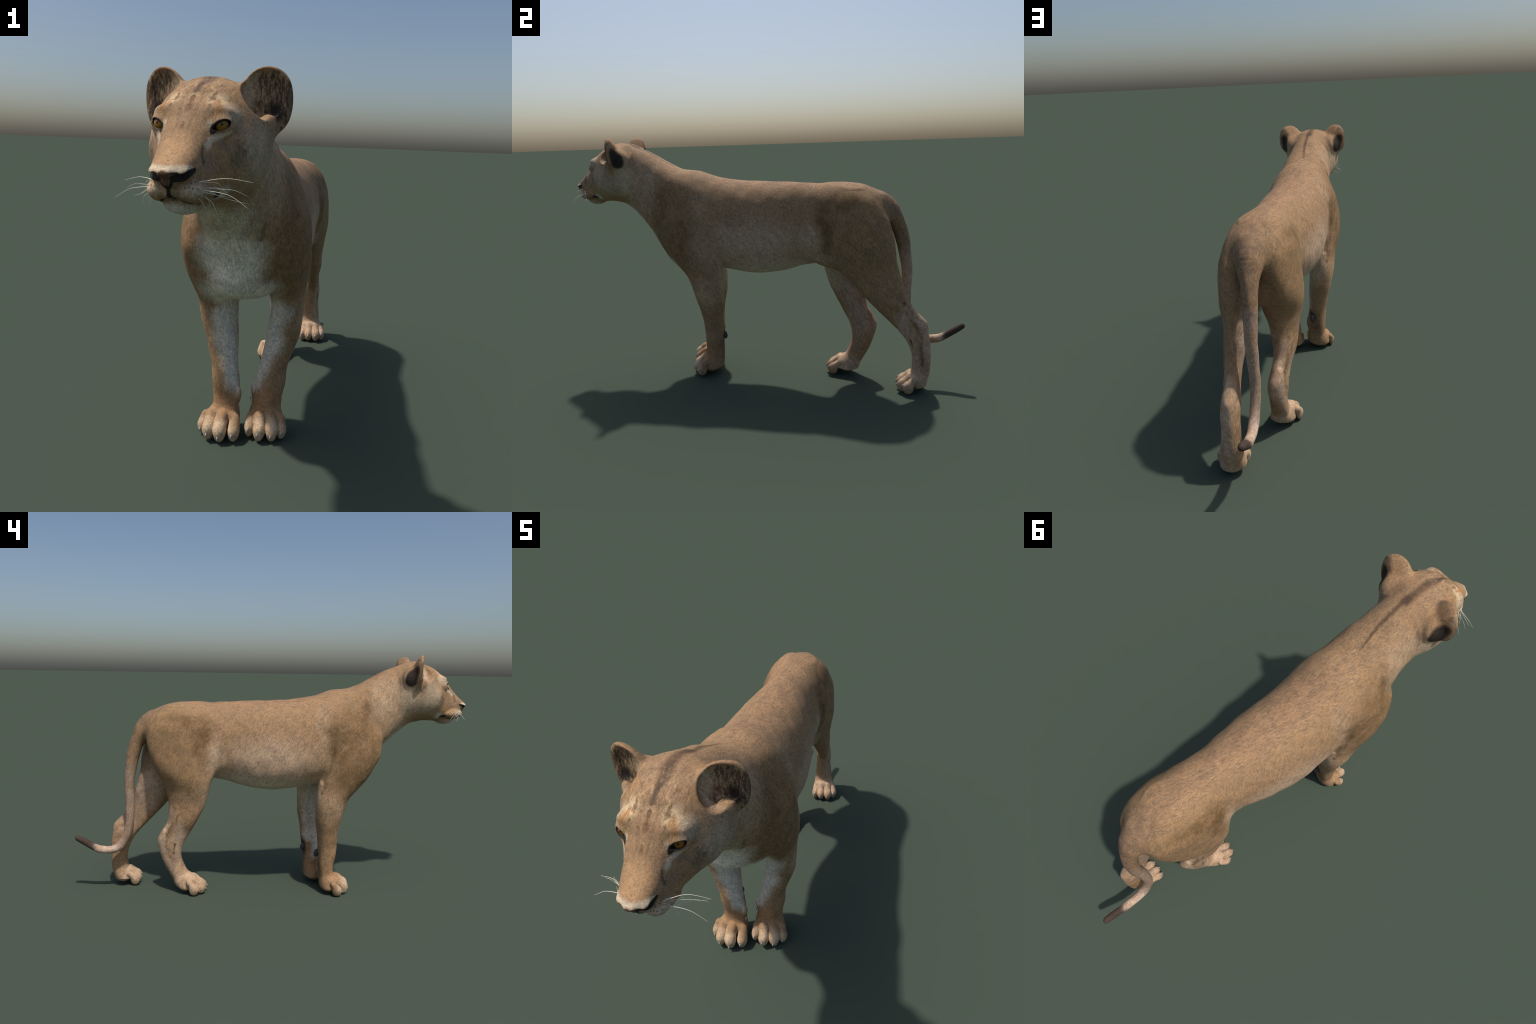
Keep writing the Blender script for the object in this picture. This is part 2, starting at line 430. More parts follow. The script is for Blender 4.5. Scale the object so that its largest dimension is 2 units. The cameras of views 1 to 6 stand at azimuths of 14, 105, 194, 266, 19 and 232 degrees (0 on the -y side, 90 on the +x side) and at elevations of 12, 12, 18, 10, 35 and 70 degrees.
class Body:
    def __init__(self):
        self.trunk = trunk_loft(TRUNK)
        self.head = head_loft(HEAD)
        self.legs = {n: leg_loft(t) for n, t in (('foreleg_right', FORELEG_RIGHT), ('foreleg_left', FORELEG_LEFT),
                                                 ('hindleg_right', HINDLEG_RIGHT), ('hindleg_left', HINDLEG_LEFT))}
        self.feet = {n: foot_parts(n, t) for n, t in (('foreleg_right', FORELEG_RIGHT), ('foreleg_left', FORELEG_LEFT),
                                                      ('hindleg_right', HINDLEG_RIGHT), ('hindleg_left', HINDLEG_LEFT))}
        self.tail = Tube(TAIL, n=60)
        self.bumps = [(Ellipsoid(c, r, pitch=a), k) for c, r, a, k in BUMPS]

    def leg(self, name, p):
        f = bounded(self.legs[name], p)
        toes, blocks = self.feet[name]
        low = p[:, 2] < 0.23
        if low.any():
            q = p[low]
            g = f[low]
            for b in blocks:
                g = smin(g, bounded(b, q), 0.022)
            t = np.full(len(q), 0.25)
            for i in range(0, len(toes), 2):
                one = smin(bounded(toes[i], q), bounded(toes[i + 1], q), 0.012)
                t = smin(t, one, 0.004)
            g = smin(g, t, 0.007)
            if name in DEWCLAWS:
                g = smin(g, bounded(DEWCLAWS[name], q), 0.010)
            f[low] = g
        return f

    def groups(self, p):
        g = {'trunk': bounded(self.trunk, p), 'tail': bounded(self.tail, p)}
        for b, k in self.bumps:
            g['trunk'] = smin(g['trunk'], bounded(b, p), k)
        for n in self.legs:
            g[n] = self.leg(n, p)
        near = (p[:, 1] < -0.5) & (p[:, 2] > 0.8)
        h = np.full(len(p), 0.25)
        if near.any():
            h[near] = head_shape(p[near], self.head)
        g['head'] = h
        return g

    def __call__(self, p):
        g = self.groups(p)
        return self.blend(g, p)

    def blend(self, g, p):
        f = self.smooth_blend(g, p)
        for tool in FURROWS:
            f = smax(f, -bounded(tool, p, 0.03), 0.016)
        return f - 0.0018 * muscle(p)

    def smooth_blend(self, g, p):
        f = g['trunk'].copy()
        for n in self.legs:      # legs blend into the trunk, not into one another
            k = np.interp(p[:, 2], (0.56, 0.74), (0.010, 0.026)) if 'fore' in n else 0.032
            f = np.minimum(f, smin(g['trunk'], g[n], k))
        f = smin(f, g['tail'], 0.022)
        # the neck runs into the head behind the jaw; no trunk in front of it
        q = np.where(p[:, 1] < -0.70, np.maximum(f, (-0.74 - p[:, 1]) * 1.0), f)
        f = np.where(p[:, 1] < -0.5, smin(q, g['head'], 0.022), f)
        return f


# extra soft forms: centre, radii, pitch, blend
BUMPS = [((-0.030, -0.415, 0.640), (0.100, 0.090, 0.085), 0.0, 0.04),      # breast
         ((-0.020, 0.540, 0.712), (0.052, 0.070, 0.088), 0.0, 0.03),        # between the thighs
         ((0.092, 0.370, 0.625), (0.028, 0.078, 0.032), -0.15, 0.02),        # flank fold
         ((-0.007, 0.640, 0.845), (0.054, 0.034, 0.085), 0.45, 0.025)]     # wide root of the tail
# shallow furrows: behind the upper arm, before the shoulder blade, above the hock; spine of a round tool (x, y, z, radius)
FURROWS = [Tube([(0.183, -0.238, 0.86, 0.008), (0.183, -0.215, 0.76, 0.013), (0.176, -0.190, 0.68, 0.013), (0.158, -0.165, 0.605, 0.010)], n=10),
           Tube([(-0.188, -0.290, 0.86, 0.008), (-0.180, -0.275, 0.76, 0.013), (-0.173, -0.262, 0.68, 0.013), (-0.142, -0.240, 0.605, 0.010)], n=10),
           Tube([(0.117, 0.700, 0.46, 0.008), (0.105, 0.735, 0.41, 0.013), (0.100, 0.772, 0.36, 0.010)], n=8),
           Tube([(-0.113, 0.497, 0.45, 0.008), (-0.101, 0.515, 0.40, 0.013), (-0.082, 0.543, 0.35, 0.010)], n=8)]
DEWCLAWS = {'foreleg_right': Ellipsoid((-0.034, -0.300, 0.150), (0.0105, 0.016, 0.036), pitch=0.2, roll=0.1),
            'foreleg_left': Ellipsoid((0.010, -0.243, 0.148), (0.0105, 0.016, 0.034), pitch=0.2, roll=-0.1)}


# -------------------------------------------------------------- surface nets
def mesh_implicit(f, axes):
    """surface nets over a grid with its own spacing on each axis"""
    B = 8
    axes = [np.concatenate([a, a[-1] + (a[-1] - a[-2]) * np.arange(1, B - (len(a) - 1) % B + 1)]) if (len(a) - 1) % B else a for a in axes]
    n = np.array([len(a) - 1 for a in axes])
    nb = n // B

    def point(i):
        return np.stack([axes[a][i[:, a]] for a in range(3)], 1)

    gi = np.stack(np.meshgrid(*[np.arange(k) for k in nb], indexing='ij'), -1).reshape(-1, 3)
    p0, p1 = point(gi * B), point(gi * B + B)
    fc = f((p0 + p1) / 2)
    keep = np.abs(fc) < np.linalg.norm(p1 - p0, axis=1) / 2 * 1.7 + 0.004
    val = np.full(tuple(n + 1), 0.2, np.float32)
    for s in gi[~keep & (fc < 0)] * B:
        val[s[0]:s[0] + B + 1, s[1]:s[1] + B + 1, s[2]:s[2] + B + 1] = -0.2
    mask = np.zeros(tuple(n + 1), bool)
    for s in gi[keep] * B:
        mask[s[0]:s[0] + B + 1, s[1]:s[1] + B + 1, s[2]:s[2] + B + 1] = True
    idx = np.argwhere(mask)
    out = np.empty(len(idx), np.float32)
    for i in range(0, len(idx), 300000):
        out[i:i + 300000] = f(point(idx[i:i + 300000]))
    val[mask] = out
    ins = val < 0
    nx, ny, nz = n
    cnt = np.zeros((nx, ny, nz), np.int8)
    for dx in (0, 1):
        for dy in (0, 1):
            for dz in (0, 1):
                cnt += ins[dx:nx + dx, dy:ny + dy, dz:nz + dz]
    cells = np.argwhere((cnt > 0) & (cnt < 8))
    cid = np.full((nx, ny, nz), -1, np.int64)
    cid[tuple(cells.T)] = np.arange(len(cells))
    pos = np.zeros((len(cells), 3))
    num = np.zeros(len(cells))
    corners = np.array([(a, b, c) for a in (0, 1) for b in (0, 1) for c in (0, 1)])
    for c0 in corners:
        for ax in range(3):
            if c0[ax] == 0:
                c1 = c0.copy()
                c1[ax] = 1
                v0 = val[tuple((cells + c0).T)]
                v1 = val[tuple((cells + c1).T)]
                cr = (v0 < 0) != (v1 < 0)
                t = v0[cr] / (v0[cr] - v1[cr])
                pos[cr] += c0 + t[:, None] * (c1 - c0)
                num[cr] += 1
    pos /= num[:, None]
    verts = np.stack([axes[a][cells[:, a]] + pos[:, a] * (axes[a][cells[:, a] + 1] - axes[a][cells[:, a]]) for a in range(3)], 1)
    quads = []
    for ax in range(3):
        a1, a2 = (ax + 1) % 3, (ax + 2) % 3
        s0 = [slice(None)] * 3
        s1 = [slice(None)] * 3
        s0[ax], s1[ax] = slice(0, -1), slice(1, None)
        e = np.argwhere(ins[tuple(s0)] != ins[tuple(s1)])
        e = e[(e[:, a1] > 0) & (e[:, a2] > 0) & (e[:, a1] < n[a1]) & (e[:, a2] < n[a2])]
        flip = ins[tuple(e.T)]
        q = []
        for o1, o2 in ((-1, -1), (0, -1), (0, 0), (-1, 0)):
            c = e.copy()
            c[:, a1] += o1
            c[:, a2] += o2
            q.append(cid[tuple(c.T)])
        q = np.stack(q, 1)
        q[~flip] = q[~flip][:, ::-1]
        quads.append(q)
    quads = np.concatenate(quads)
    return verts, quads[(quads >= 0).all(1)]


def refine(verts, quads, chosen):
    """split the chosen quads in four; their neighbours take the new edge points in"""
    e = np.sort(np.stack([quads, np.roll(quads, -1, 1)], -1), -1)
    key = e[..., 0] * len(verts) + e[..., 1]
    split = np.unique(key[chosen])
    mids = (verts[split // len(verts)] + verts[split % len(verts)]) / 2
    centres = verts[quads[chosen]].mean(1)
    new = np.concatenate([verts, mids, centres])
    slot = np.searchsorted(split, key)
    slot = np.minimum(slot, len(split) - 1)
    has = split[slot] == key
    m = np.where(has, slot + len(verts), -1)
    faces = []
    for k, i in enumerate(np.nonzero(chosen)[0]):
        a, b, c, d = quads[i]
        ab, bc, cd, da = m[i]
        o = len(verts) + len(mids) + k
        faces += [(a, ab, o, da), (ab, b, bc, o), (o, bc, c, cd), (da, o, cd, d)]
    for i in np.nonzero(~chosen)[0]:
        q = []
        for a, b in zip(quads[i], m[i]):
            q.append(a)
            if b >= 0:
                q.append(b)
        faces.append(tuple(q))
    return new, faces


def spacing(*spans):
    """grid lines from (start, end, step) spans placed end to end"""
    out = [spans[0][0]]
    for a, b, h in spans:
        k = max(1, int(round((b - a) / h)))
        out += list(a + (b - a) * np.arange(1, k + 1) / k)
    return np.array(out)


TETRA = np.array([(1, 1, 1), (1, -1, -1), (-1, 1, -1), (-1, -1, 1)], float)


def gradient(f, p, e=5e-4):
    return sum(f(p + t * e)[:, None] * t for t in TETRA) / (4 * e)


def settle(f, p, h):
    """move points on to the surface"""
    v = f(p)
    g = gradient(f, p)
    s = -(v / np.maximum((g * g).sum(1), 0.15))[:, None] * g
    ln = np.linalg.norm(s, axis=1, keepdims=True)
    return p + s * np.minimum(1, h / np.maximum(ln, 1e-9))


# =================================================================== blender
import bpy
from mathutils import Vector, Matrix

body = Body()
axes = [spacing((-0.22, 0.22, 0.0046)),
        spacing((-1.03, -0.62, 0.0026), (-0.62, 1.03, 0.0057)),
        spacing((-0.015, 0.125, 0.0030), (0.125, 0.86, 0.0060), (0.86, 1.25, 0.0028))]
V, Q = mesh_implicit(body, axes)
V = settle(body, V, 0.003)
H = to_head(V)
face_front = (H[:, 1] < -0.80) & (H[:, 2] > 0.87)
n0 = len(V)
V, FACES = refine(V, Q, face_front[Q].all(1))
again = np.r_[np.nonzero(face_front)[0], np.arange(n0, len(V))]
V[again] = settle(body, V[again], 0.002)
NORMALS = gradient(body, V, 4e-4)
NORMALS /= np.maximum(np.linalg.norm(NORMALS, axis=1, keepdims=True), 1e-9)

# --------------------------------------------------------- regions of the skin
size = np.array([len(f) for f in FACES])
flat = np.concatenate([np.array(f) for f in FACES])
start = np.r_[0, np.cumsum(size)[:-1]]
centre = np.add.reduceat(V[flat], start, axis=0) / size[:, None]
g = body.groups(centre)
part_names = ['torso']
part = np.zeros(len(FACES), int)


def mark(name, where):
    if name not in part_names:
        part_names.append(name)
    part[where] = part_names.index(name)


x, y, z = centre.T
h = to_head(centre)
neck_cut = -0.40 - 0.62 * (1.06 - z)
head_cut = -0.70 + 0.46 * (z - 0.90)
mark('neck', (y < neck_cut) & (z > 0.7))
best = np.minimum.reduce([g[n] for n in body.legs])
for n in body.legs:
    mine = (g[n] <= best + 1e-9) & (g[n] < g['trunk'] - 0.003) & (y > -0.60)
    mark(n, mine & (part != part_names.index('neck')))
    mark(n + ' paw', mine & (z < (0.118 if 'fore' in n else 0.112)))
mark('tail', (g['tail'] < g['trunk']) & (g['tail'] < best) & (y > 0.55))
mark('head', y < head_cut)
hx = np.abs(h[:, 0])
hq = h.copy()
hq[:, 0] = hx
skull = bounded(body.head, hq)
ear = (hx > 0.062) & (h[:, 2] > 1.05) & (h[:, 1] > -0.755) & (h[:, 1] < -0.60) & ((skull > 0.006) | (EAR_IN(hq) < 0.004)) & (EAR_OUT(hq) < 0.012)
mark('ear left', ear & (h[:, 0] > 0))
mark('ear right', ear & (h[:, 0] < 0))
nose = (part == part_names.index('head')) & (h[:, 1] < -0.955) & (hx < 0.052) & (h[:, 2] > 0.955) & (h[:, 2] < 0.985)
mark('nose', nose)

SHOWN = {'torso': 'torso', 'neck': 'neck', 'head': 'head', 'nose': 'nose', 'tail': 'tail', 'ear left': 'ear', 'ear right': 'ear',
         'foreleg_right': 'foreleg', 'foreleg_left': 'foreleg', 'hindleg_right': 'hind_leg', 'hindleg_left': 'hind_leg',
         'foreleg_right paw': 'front_paw', 'foreleg_left paw': 'front_paw', 'hindleg_right paw': 'hind_paw', 'hindleg_left paw': 'hind_paw'}

scene_collection = bpy.context.scene.collection
lioness = bpy.data.objects.new('lioness', None)
lioness.empty_display_size = 0.2
scene_collection.objects.link(lioness)
lioness['label'] = 'tawny lioness standing mid-stride with long lowered tail'
lioness['category'] = 'lioness'


def attach(obj, parent):
    scene_collection.objects.link(obj)
    obj.parent = parent
    return obj


def new_object(name, verts, faces, material, parent, normals=None):
    me = bpy.data.meshes.new(name)
    me.from_pydata([tuple(v) for v in verts], [], [tuple(int(i) for i in f) for f in faces])
    me.polygons.foreach_set('use_smooth', [True] * len(me.polygons))
    me.materials.append(material)
    if normals is not None:
        me.normals_split_custom_set_from_vertices([tuple(v) for v in normals])
    me.update()
    return attach(bpy.data.objects.new(name, me), parent)


# ================================================================= materials
class Nodes:
    """small helper that writes shader node chains"""

    def __init__(self, name):
        self.material = bpy.data.materials.new(name)
        self.material.use_nodes = True
        self.t = self.material.node_tree
        self.bsdf = self.t.nodes['Principled BSDF']
        self.coord = self.add('ShaderNodeTexCoord').outputs['Object']

    def add(self, kind, **props):
        n = self.t.nodes.new(kind)
        for k, v in props.items():
            setattr(n, k, v)
        return n

    def put(self, socket, value):
        if isinstance(value, bpy.types.NodeSocket):
            self.t.links.new(value, socket)
        elif hasattr(socket.default_value, '__len__') and not hasattr(value, '__len__'):
            socket.default_value = [value] * len(socket.default_value)
        elif hasattr(value, '__len__') and len(socket.default_value) == 4 and len(value) == 3:
            socket.default_value = (*value, 1)
        else:
            socket.default_value = value

    def math(self, op, a, b=0.0, c=0.0, clamp=False):
        n = self.add('ShaderNodeMath', operation=op, use_clamp=clamp)
        for s, v in zip(n.inputs, (a, b, c)):
            self.put(s, v)
        return n.outputs[0]

    def vec(self, op, a, b=(0, 0, 0), scale=None):
        n = self.add('ShaderNodeVectorMath', operation=op)
        self.put(n.inputs[0], a)
        self.put(n.inputs[1], b)
        if scale is not None:
            self.put(n.inputs['Scale'], scale)
        return n.outputs['Value'] if op in ('LENGTH', 'DOT_PRODUCT') else n.outputs[0]

    def mapping(self, v, loc=(0, 0, 0), rot=(0, 0, 0), scale=(1, 1, 1), kind='POINT'):
        n = self.add('ShaderNodeMapping', vector_type=kind)
        self.put(n.inputs['Vector'], v)
        n.inputs['Location'].default_value = loc
        n.inputs['Rotation'].default_value = rot
        n.inputs['Scale'].default_value = scale
        return n.outputs[0]

    def noise(self, v, scale, detail=3, rough=0.55, distort=0.0, color=False):
        n = self.add('ShaderNodeTexNoise')
        self.put(n.inputs['Vector'], v)
        n.inputs['Scale'].default_value = scale
        n.inputs['Detail'].default_value = detail
        n.inputs['Roughness'].default_value = rough
        n.inputs['Distortion'].default_value = distort
        return n.outputs['Color' if color else 0]

    def step(self, v, lo, hi, a=0.0, b=1.0):
        n = self.add('ShaderNodeMapRange', interpolation_type='SMOOTHSTEP')
        self.put(n.inputs[0], v)
        for i, val in zip((1, 2, 3, 4), (lo, hi, a, b)):
            self.put(n.inputs[i], val)
        return n.outputs[0]

    def mix(self, fac, a, b, kind='MIX'):
        n = self.add('ShaderNodeMix', data_type='RGBA', blend_type=kind)
        self.put(n.inputs[0], fac)
        self.put(n.inputs[6], a)
        self.put(n.inputs[7], b)
        return n.outputs[2]

    def blob(self, v, centre, radii, rot=(0, 0, 0), edge=(0.25, 1.15)):
        """1 inside an ellipsoid, fading to 0 at its rim"""
        m = self.mapping(v, centre, rot, radii, 'TEXTURE')
        return self.step(self.vec('LENGTH', m), edge[0], edge[1], 1.0, 0.0)

    def stroke(self, v, points, radius, edge=(0.4, 1.1)):
        """1 along a line through the points, fading out sideways; the radius may change from end to end"""
        out = None
        r = np.interp(np.linspace(0, 1, len(points)), np.linspace(0, 1, len(radius)), radius) if hasattr(radius, '__len__') else [radius] * len(points)
        for k in range(len(points) - 1):
            a, b = np.array(points[k], float), np.array(points[k + 1], float)
            ba = b - a
            pa = self.vec('SUBTRACT', v, tuple(a))
            t = self.math('MULTIPLY', self.vec('DOT_PRODUCT', pa, tuple(ba)), 1 / float(ba @ ba), clamp=True)
            d = self.vec('LENGTH', self.vec('SUBTRACT', pa, self.vec('SCALE', tuple(ba), scale=t)))
            w = self.math('DIVIDE', d, self.math('MULTIPLY_ADD', t, r[k + 1] - r[k], r[k]))
            m = self.step(w, edge[0], edge[1], 1.0, 0.0)
            out = m if out is None else self.math('MAXIMUM', out, m)
        return out

    def most(self, *masks):
        out = masks[0]
        for m in masks[1:]:
            out = self.math('MAXIMUM', out, m)
        return out

    def paint(self, col, mask, colour, strength=1.0):
        if strength != 1.0:
            mask = self.math('MULTIPLY', mask, strength)
        return self.mix(mask, col, colour)

    def warp(self, v, scale, amount, detail=2):
        n = self.noise(v, scale, detail, color=True)
        return self.vec('ADD', v, self.vec('SCALE', self.vec('SUBTRACT', n, (0.5, 0.5, 0.5)), scale=amount))

    def mirror(self, v, middle=0.0):
        s = self.add('ShaderNodeSeparateXYZ')
        self.put(s.inputs[0], v)
        c = self.add('ShaderNodeCombineXYZ')
        self.put(c.inputs[0], self.math('ABSOLUTE', self.math('SUBTRACT', s.outputs[0], middle)))
        self.put(c.inputs[1], s.outputs[1])
        self.put(c.inputs[2], s.outputs[2])
        return c.outputs[0]


def coat(N):
    """the colours of the whole body, in world metres"""
    P = N.coord
    W = N.warp(N.warp(P, 9, 0.05), 55, 0.016, 3)
    M = N.mirror(W, -0.004)
    b = N.blob
    patch = N.step(N.noise(P, 22, 3, 0.6), 0.36, 0.60, 0.55, 1.0)      # breaks every marking up a little

    def p(c, mask, colour, k=1.0):
        return N.paint(c, N.math('MULTIPLY', mask, patch), colour, k)

    col = N.mix(N.noise(P, 7, 3), (0.330, 0.208, 0.116), (0.278, 0.172, 0.091))
    # back and flanks
    col = p(col, b(M, (0, 0.05, 1.0), (0.11, 0.75, 0.10)), (0.268, 0.162, 0.092), 0.9)
    col = N.paint(col, b(M, (0.17, 0.03, 0.69), (0.13, 0.35, 0.17)), (0.445, 0.315, 0.215), 0.95)
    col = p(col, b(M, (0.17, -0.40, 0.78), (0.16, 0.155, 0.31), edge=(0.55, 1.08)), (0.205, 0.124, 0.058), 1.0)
    col = p(col, b(M, (0.14, -0.235, 0.86), (0.10, 0.045, 0.20)), (0.375, 0.258, 0.160), 0.7)
    col = p(col, b(M, (0.12, -0.58, 0.99), (0.10, 0.14, 0.18)), (0.40, 0.285, 0.185), 0.95)
    col = p(col, b(M, (0.14, -0.655, 1.01), (0.06, 0.05, 0.13)), (0.50, 0.40, 0.275), 0.85)
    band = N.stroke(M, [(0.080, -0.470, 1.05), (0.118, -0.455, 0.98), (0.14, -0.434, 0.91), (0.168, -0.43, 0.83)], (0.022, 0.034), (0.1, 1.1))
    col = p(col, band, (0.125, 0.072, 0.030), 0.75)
    col = p(col, N.most(N.stroke(M, [(0.19, -0.335, 0.85), (0.195, -0.318, 0.79)], 0.012, (0.1, 1.1)), N.stroke(M, [(0.175, -0.275, 0.80), (0.175, -0.255, 0.62)], 0.018, (0.1, 1.1))), (0.115, 0.068, 0.030), 0.6)
    col = p(col, b(M, (0.14, 0.51, 0.79), (0.15, 0.205, 0.27), edge=(0.6, 1.08)), (0.262, 0.163, 0.082), 0.95)
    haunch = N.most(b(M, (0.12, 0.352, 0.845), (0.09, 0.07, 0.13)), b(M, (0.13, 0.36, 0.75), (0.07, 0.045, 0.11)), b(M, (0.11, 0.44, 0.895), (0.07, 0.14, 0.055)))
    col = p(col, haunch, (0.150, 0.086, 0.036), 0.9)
    col = p(col, b(M, (0.13, 0.285, 0.715), (0.08, 0.06, 0.13)), (0.46, 0.335, 0.232), 0.85)
    # pale underside
    col = N.paint(col, b(M, (0, 0.03, 0.525), (0.20, 0.46, 0.175), edge=(0.5, 1.12)), (0.62, 0.515, 0.385), 0.95)
    col = p(col, b(M, (0, -0.62, 0.83), (0.12, 0.12, 0.12)), (0.54, 0.475, 0.36), 1.1)
    col = N.paint(col, N.most(b(M, (0, -0.53, 0.69), (0.130, 0.12, 0.14), edge=(0.5, 1.1)), b(M, (0, -0.43, 0.57), (0.150, 0.15, 0.095), edge=(0.5, 1.1))), (0.72, 0.66, 0.555), 1.0)
    tuft = N.stroke(M, [(0.103, -0.558, 0.83), (0.092, -0.553, 0.78)], 0.012, (0.1, 1.1))
    col = p(col, tuft, (0.10, 0.065, 0.03), 0.6)
    col = N.paint(col, N.stroke(W, [(-0.021, -0.476, 0.630), (-0.010, -0.445, 0.597)], (0.006, 0.011), (0.2, 1.1)), (0.10, 0.072, 0.040), 0.85)
    # fore legs
    for s, dy in ((-1, 0.0), (1, 0.055)):
        cx = -0.085 if s < 0 else 0.065
        col = p(col, b(W, (s * 0.182, -0.29 + dy, 0.46), (0.05, 0.07, 0.10)), (0.41, 0.285, 0.185), 0.85)
        col = p(col, N.stroke(W, [(s * 0.165, -0.25 + dy, 0.60), (s * 0.150, -0.24 + dy, 0.545)], 0.016, (0.2, 1.1)), (0.10, 0.058, 0.026), 0.75)
        inner = [(-0.075, -0.34, 0.47), (-0.072, -0.335, 0.37), (-0.052, -0.322, 0.27), (-0.046, -0.322, 0.18)] if s < 0 else \
                [(0.088, -0.30, 0.49), (0.072, -0.278, 0.38), (0.048, -0.262, 0.27), (0.026, -0.255, 0.18)]
        col = N.paint(col, N.stroke(W, inner, (0.068, 0.038), (0.3, 1.15)), (0.62, 0.57, 0.50), 1.0)
        col = p(col, N.stroke(W, [(-0.035 if s < 0 else 0.035, -0.27 + dy, 0.52), (-0.035 if s < 0 else 0.022, -0.27 + dy, 0.28)], 0.055, (0.5, 1.1)), (0.56, 0.49, 0.43), 0.9)
        col = p(col, b(W, (cx, -0.325 + dy, 0.13), (0.09, 0.075, 0.085)), (0.33, 0.185, 0.090), 0.85)
        col = p(col, b(W, (cx, -0.235 + dy, 0.14), (0.05, 0.045, 0.12)), (0.085, 0.052, 0.032), 0.85)
        col = p(col, b(W, (cx - 0.008 if s < 0 else cx, -0.380 + dy, 0.03), (0.12, 0.062, 0.064), edge=(0.6, 1.1)), (0.52, 0.385, 0.255), 1.0)
        px = -0.066 if s < 0 else 0.050
        col = N.paint(col, b(W, (px, -0.240 + dy, 0.212), (0.028, 0.030, 0.056)), (0.02, 0.015, 0.013), 0.95)
    # hind legs
    for s, dy in ((-1, -0.255), (1, 0.0)):
        out = 0.105 * s
        lean = 0.045 if s < 0 else 0.0
        col = p(col, b(W, (out, 0.765 + dy, 0.28), (0.07, 0.09, 0.19), edge=(0.6, 1.15)), (0.46, 0.325, 0.235), 1.0)
        streak = N.most(N.stroke(W, [(out, 0.76 + dy, 0.385), (out, 0.79 + dy, 0.32), (out, 0.80 + dy, 0.27), (out, 0.795 + dy - lean * 0.4, 0.21), (out, 0.80 + dy - lean * 1.2, 0.13)], (0.021, 0.014), (0.0, 1.15)),
                        N.stroke(W, [(out, 0.72 + dy, 0.43), (out, 0.735 + dy, 0.39)], 0.014, (0.2, 1.1)), N.stroke(W, [(out, 0.75 + dy, 0.27), (out, 0.748 + dy, 0.23)], 0.009, (0.2, 1.1)))
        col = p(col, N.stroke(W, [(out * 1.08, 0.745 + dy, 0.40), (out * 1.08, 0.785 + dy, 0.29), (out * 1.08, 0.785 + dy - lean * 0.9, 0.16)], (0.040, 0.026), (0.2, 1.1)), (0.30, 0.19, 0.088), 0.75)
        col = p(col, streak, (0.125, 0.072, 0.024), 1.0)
        col = p(col, b(W, (0.012 * s, 0.68 + dy * 0.85, 0.45), (0.050, 0.22, 0.28)), (0.47, 0.345, 0.265), 1.0)
        col = N.paint(col, b(W, (0.042 * s, 0.785 + dy, 0.33), (0.012, 0.014, 0.012)), (0.11, 0.065, 0.04), 0.8)
        col = p(col, b(W, (0.068 * s, 0.845 + dy, 0.27), (0.05, 0.035, 0.25)), (0.50, 0.355, 0.265), 0.95)
        col = p(col, b(W, (0.075 * s, 0.75 + dy * 1.22, 0.045), (0.10, 0.11, 0.09), edge=(0.6, 1.1)), (0.49, 0.345, 0.235), 0.95)
    # dark line along the nape
    nape = N.stroke(N.warp(P, 30, 0.007), [(-0.006, -0.43, 1.068), (-0.003, -0.453, 1.082), (0.007, -0.516, 1.121), (0.005, -0.583, 1.157), (0.008, -0.64, 1.179)], (0.006, 0.017), (0.0, 1.2))
    col = N.paint(col, nape, (0.095, 0.056, 0.034), 0.9)
    # tail
    col = p(col, N.stroke(W, [(0, 0.60, 0.93), (0, 0.675, 0.82), (-0.015, 0.71, 0.70)], (0.10, 0.05), (0.2, 1.1)), (0.175, 0.115, 0.074), 0.85)
    col = p(col, N.stroke(W, [(-0.015, 0.715, 0.66), (-0.02, 0.725, 0.45), (-0.028, 0.755, 0.27), (-0.035, 0.83, 0.215)], (0.040, 0.035), (0.5, 1.1)), (0.325, 0.235, 0.175), 1.0)
    col = p(col, N.stroke(W, [(-0.028, 0.775, 0.24), (-0.035, 0.83, 0.215), (-0.037, 0.90, 0.235)], (0.03, 0.035), (0.5, 1.1)), (0.48, 0.36, 0.285), 1.0)
    sx = N.add('ShaderNodeSeparateXYZ')
    N.put(sx.inputs[0], N.warp(P, 60, 0.03))
    col = N.paint(col, N.step(sx.outputs[1], 0.885, 0.918), (0.052, 0.035, 0.028), 0.97)
    return col


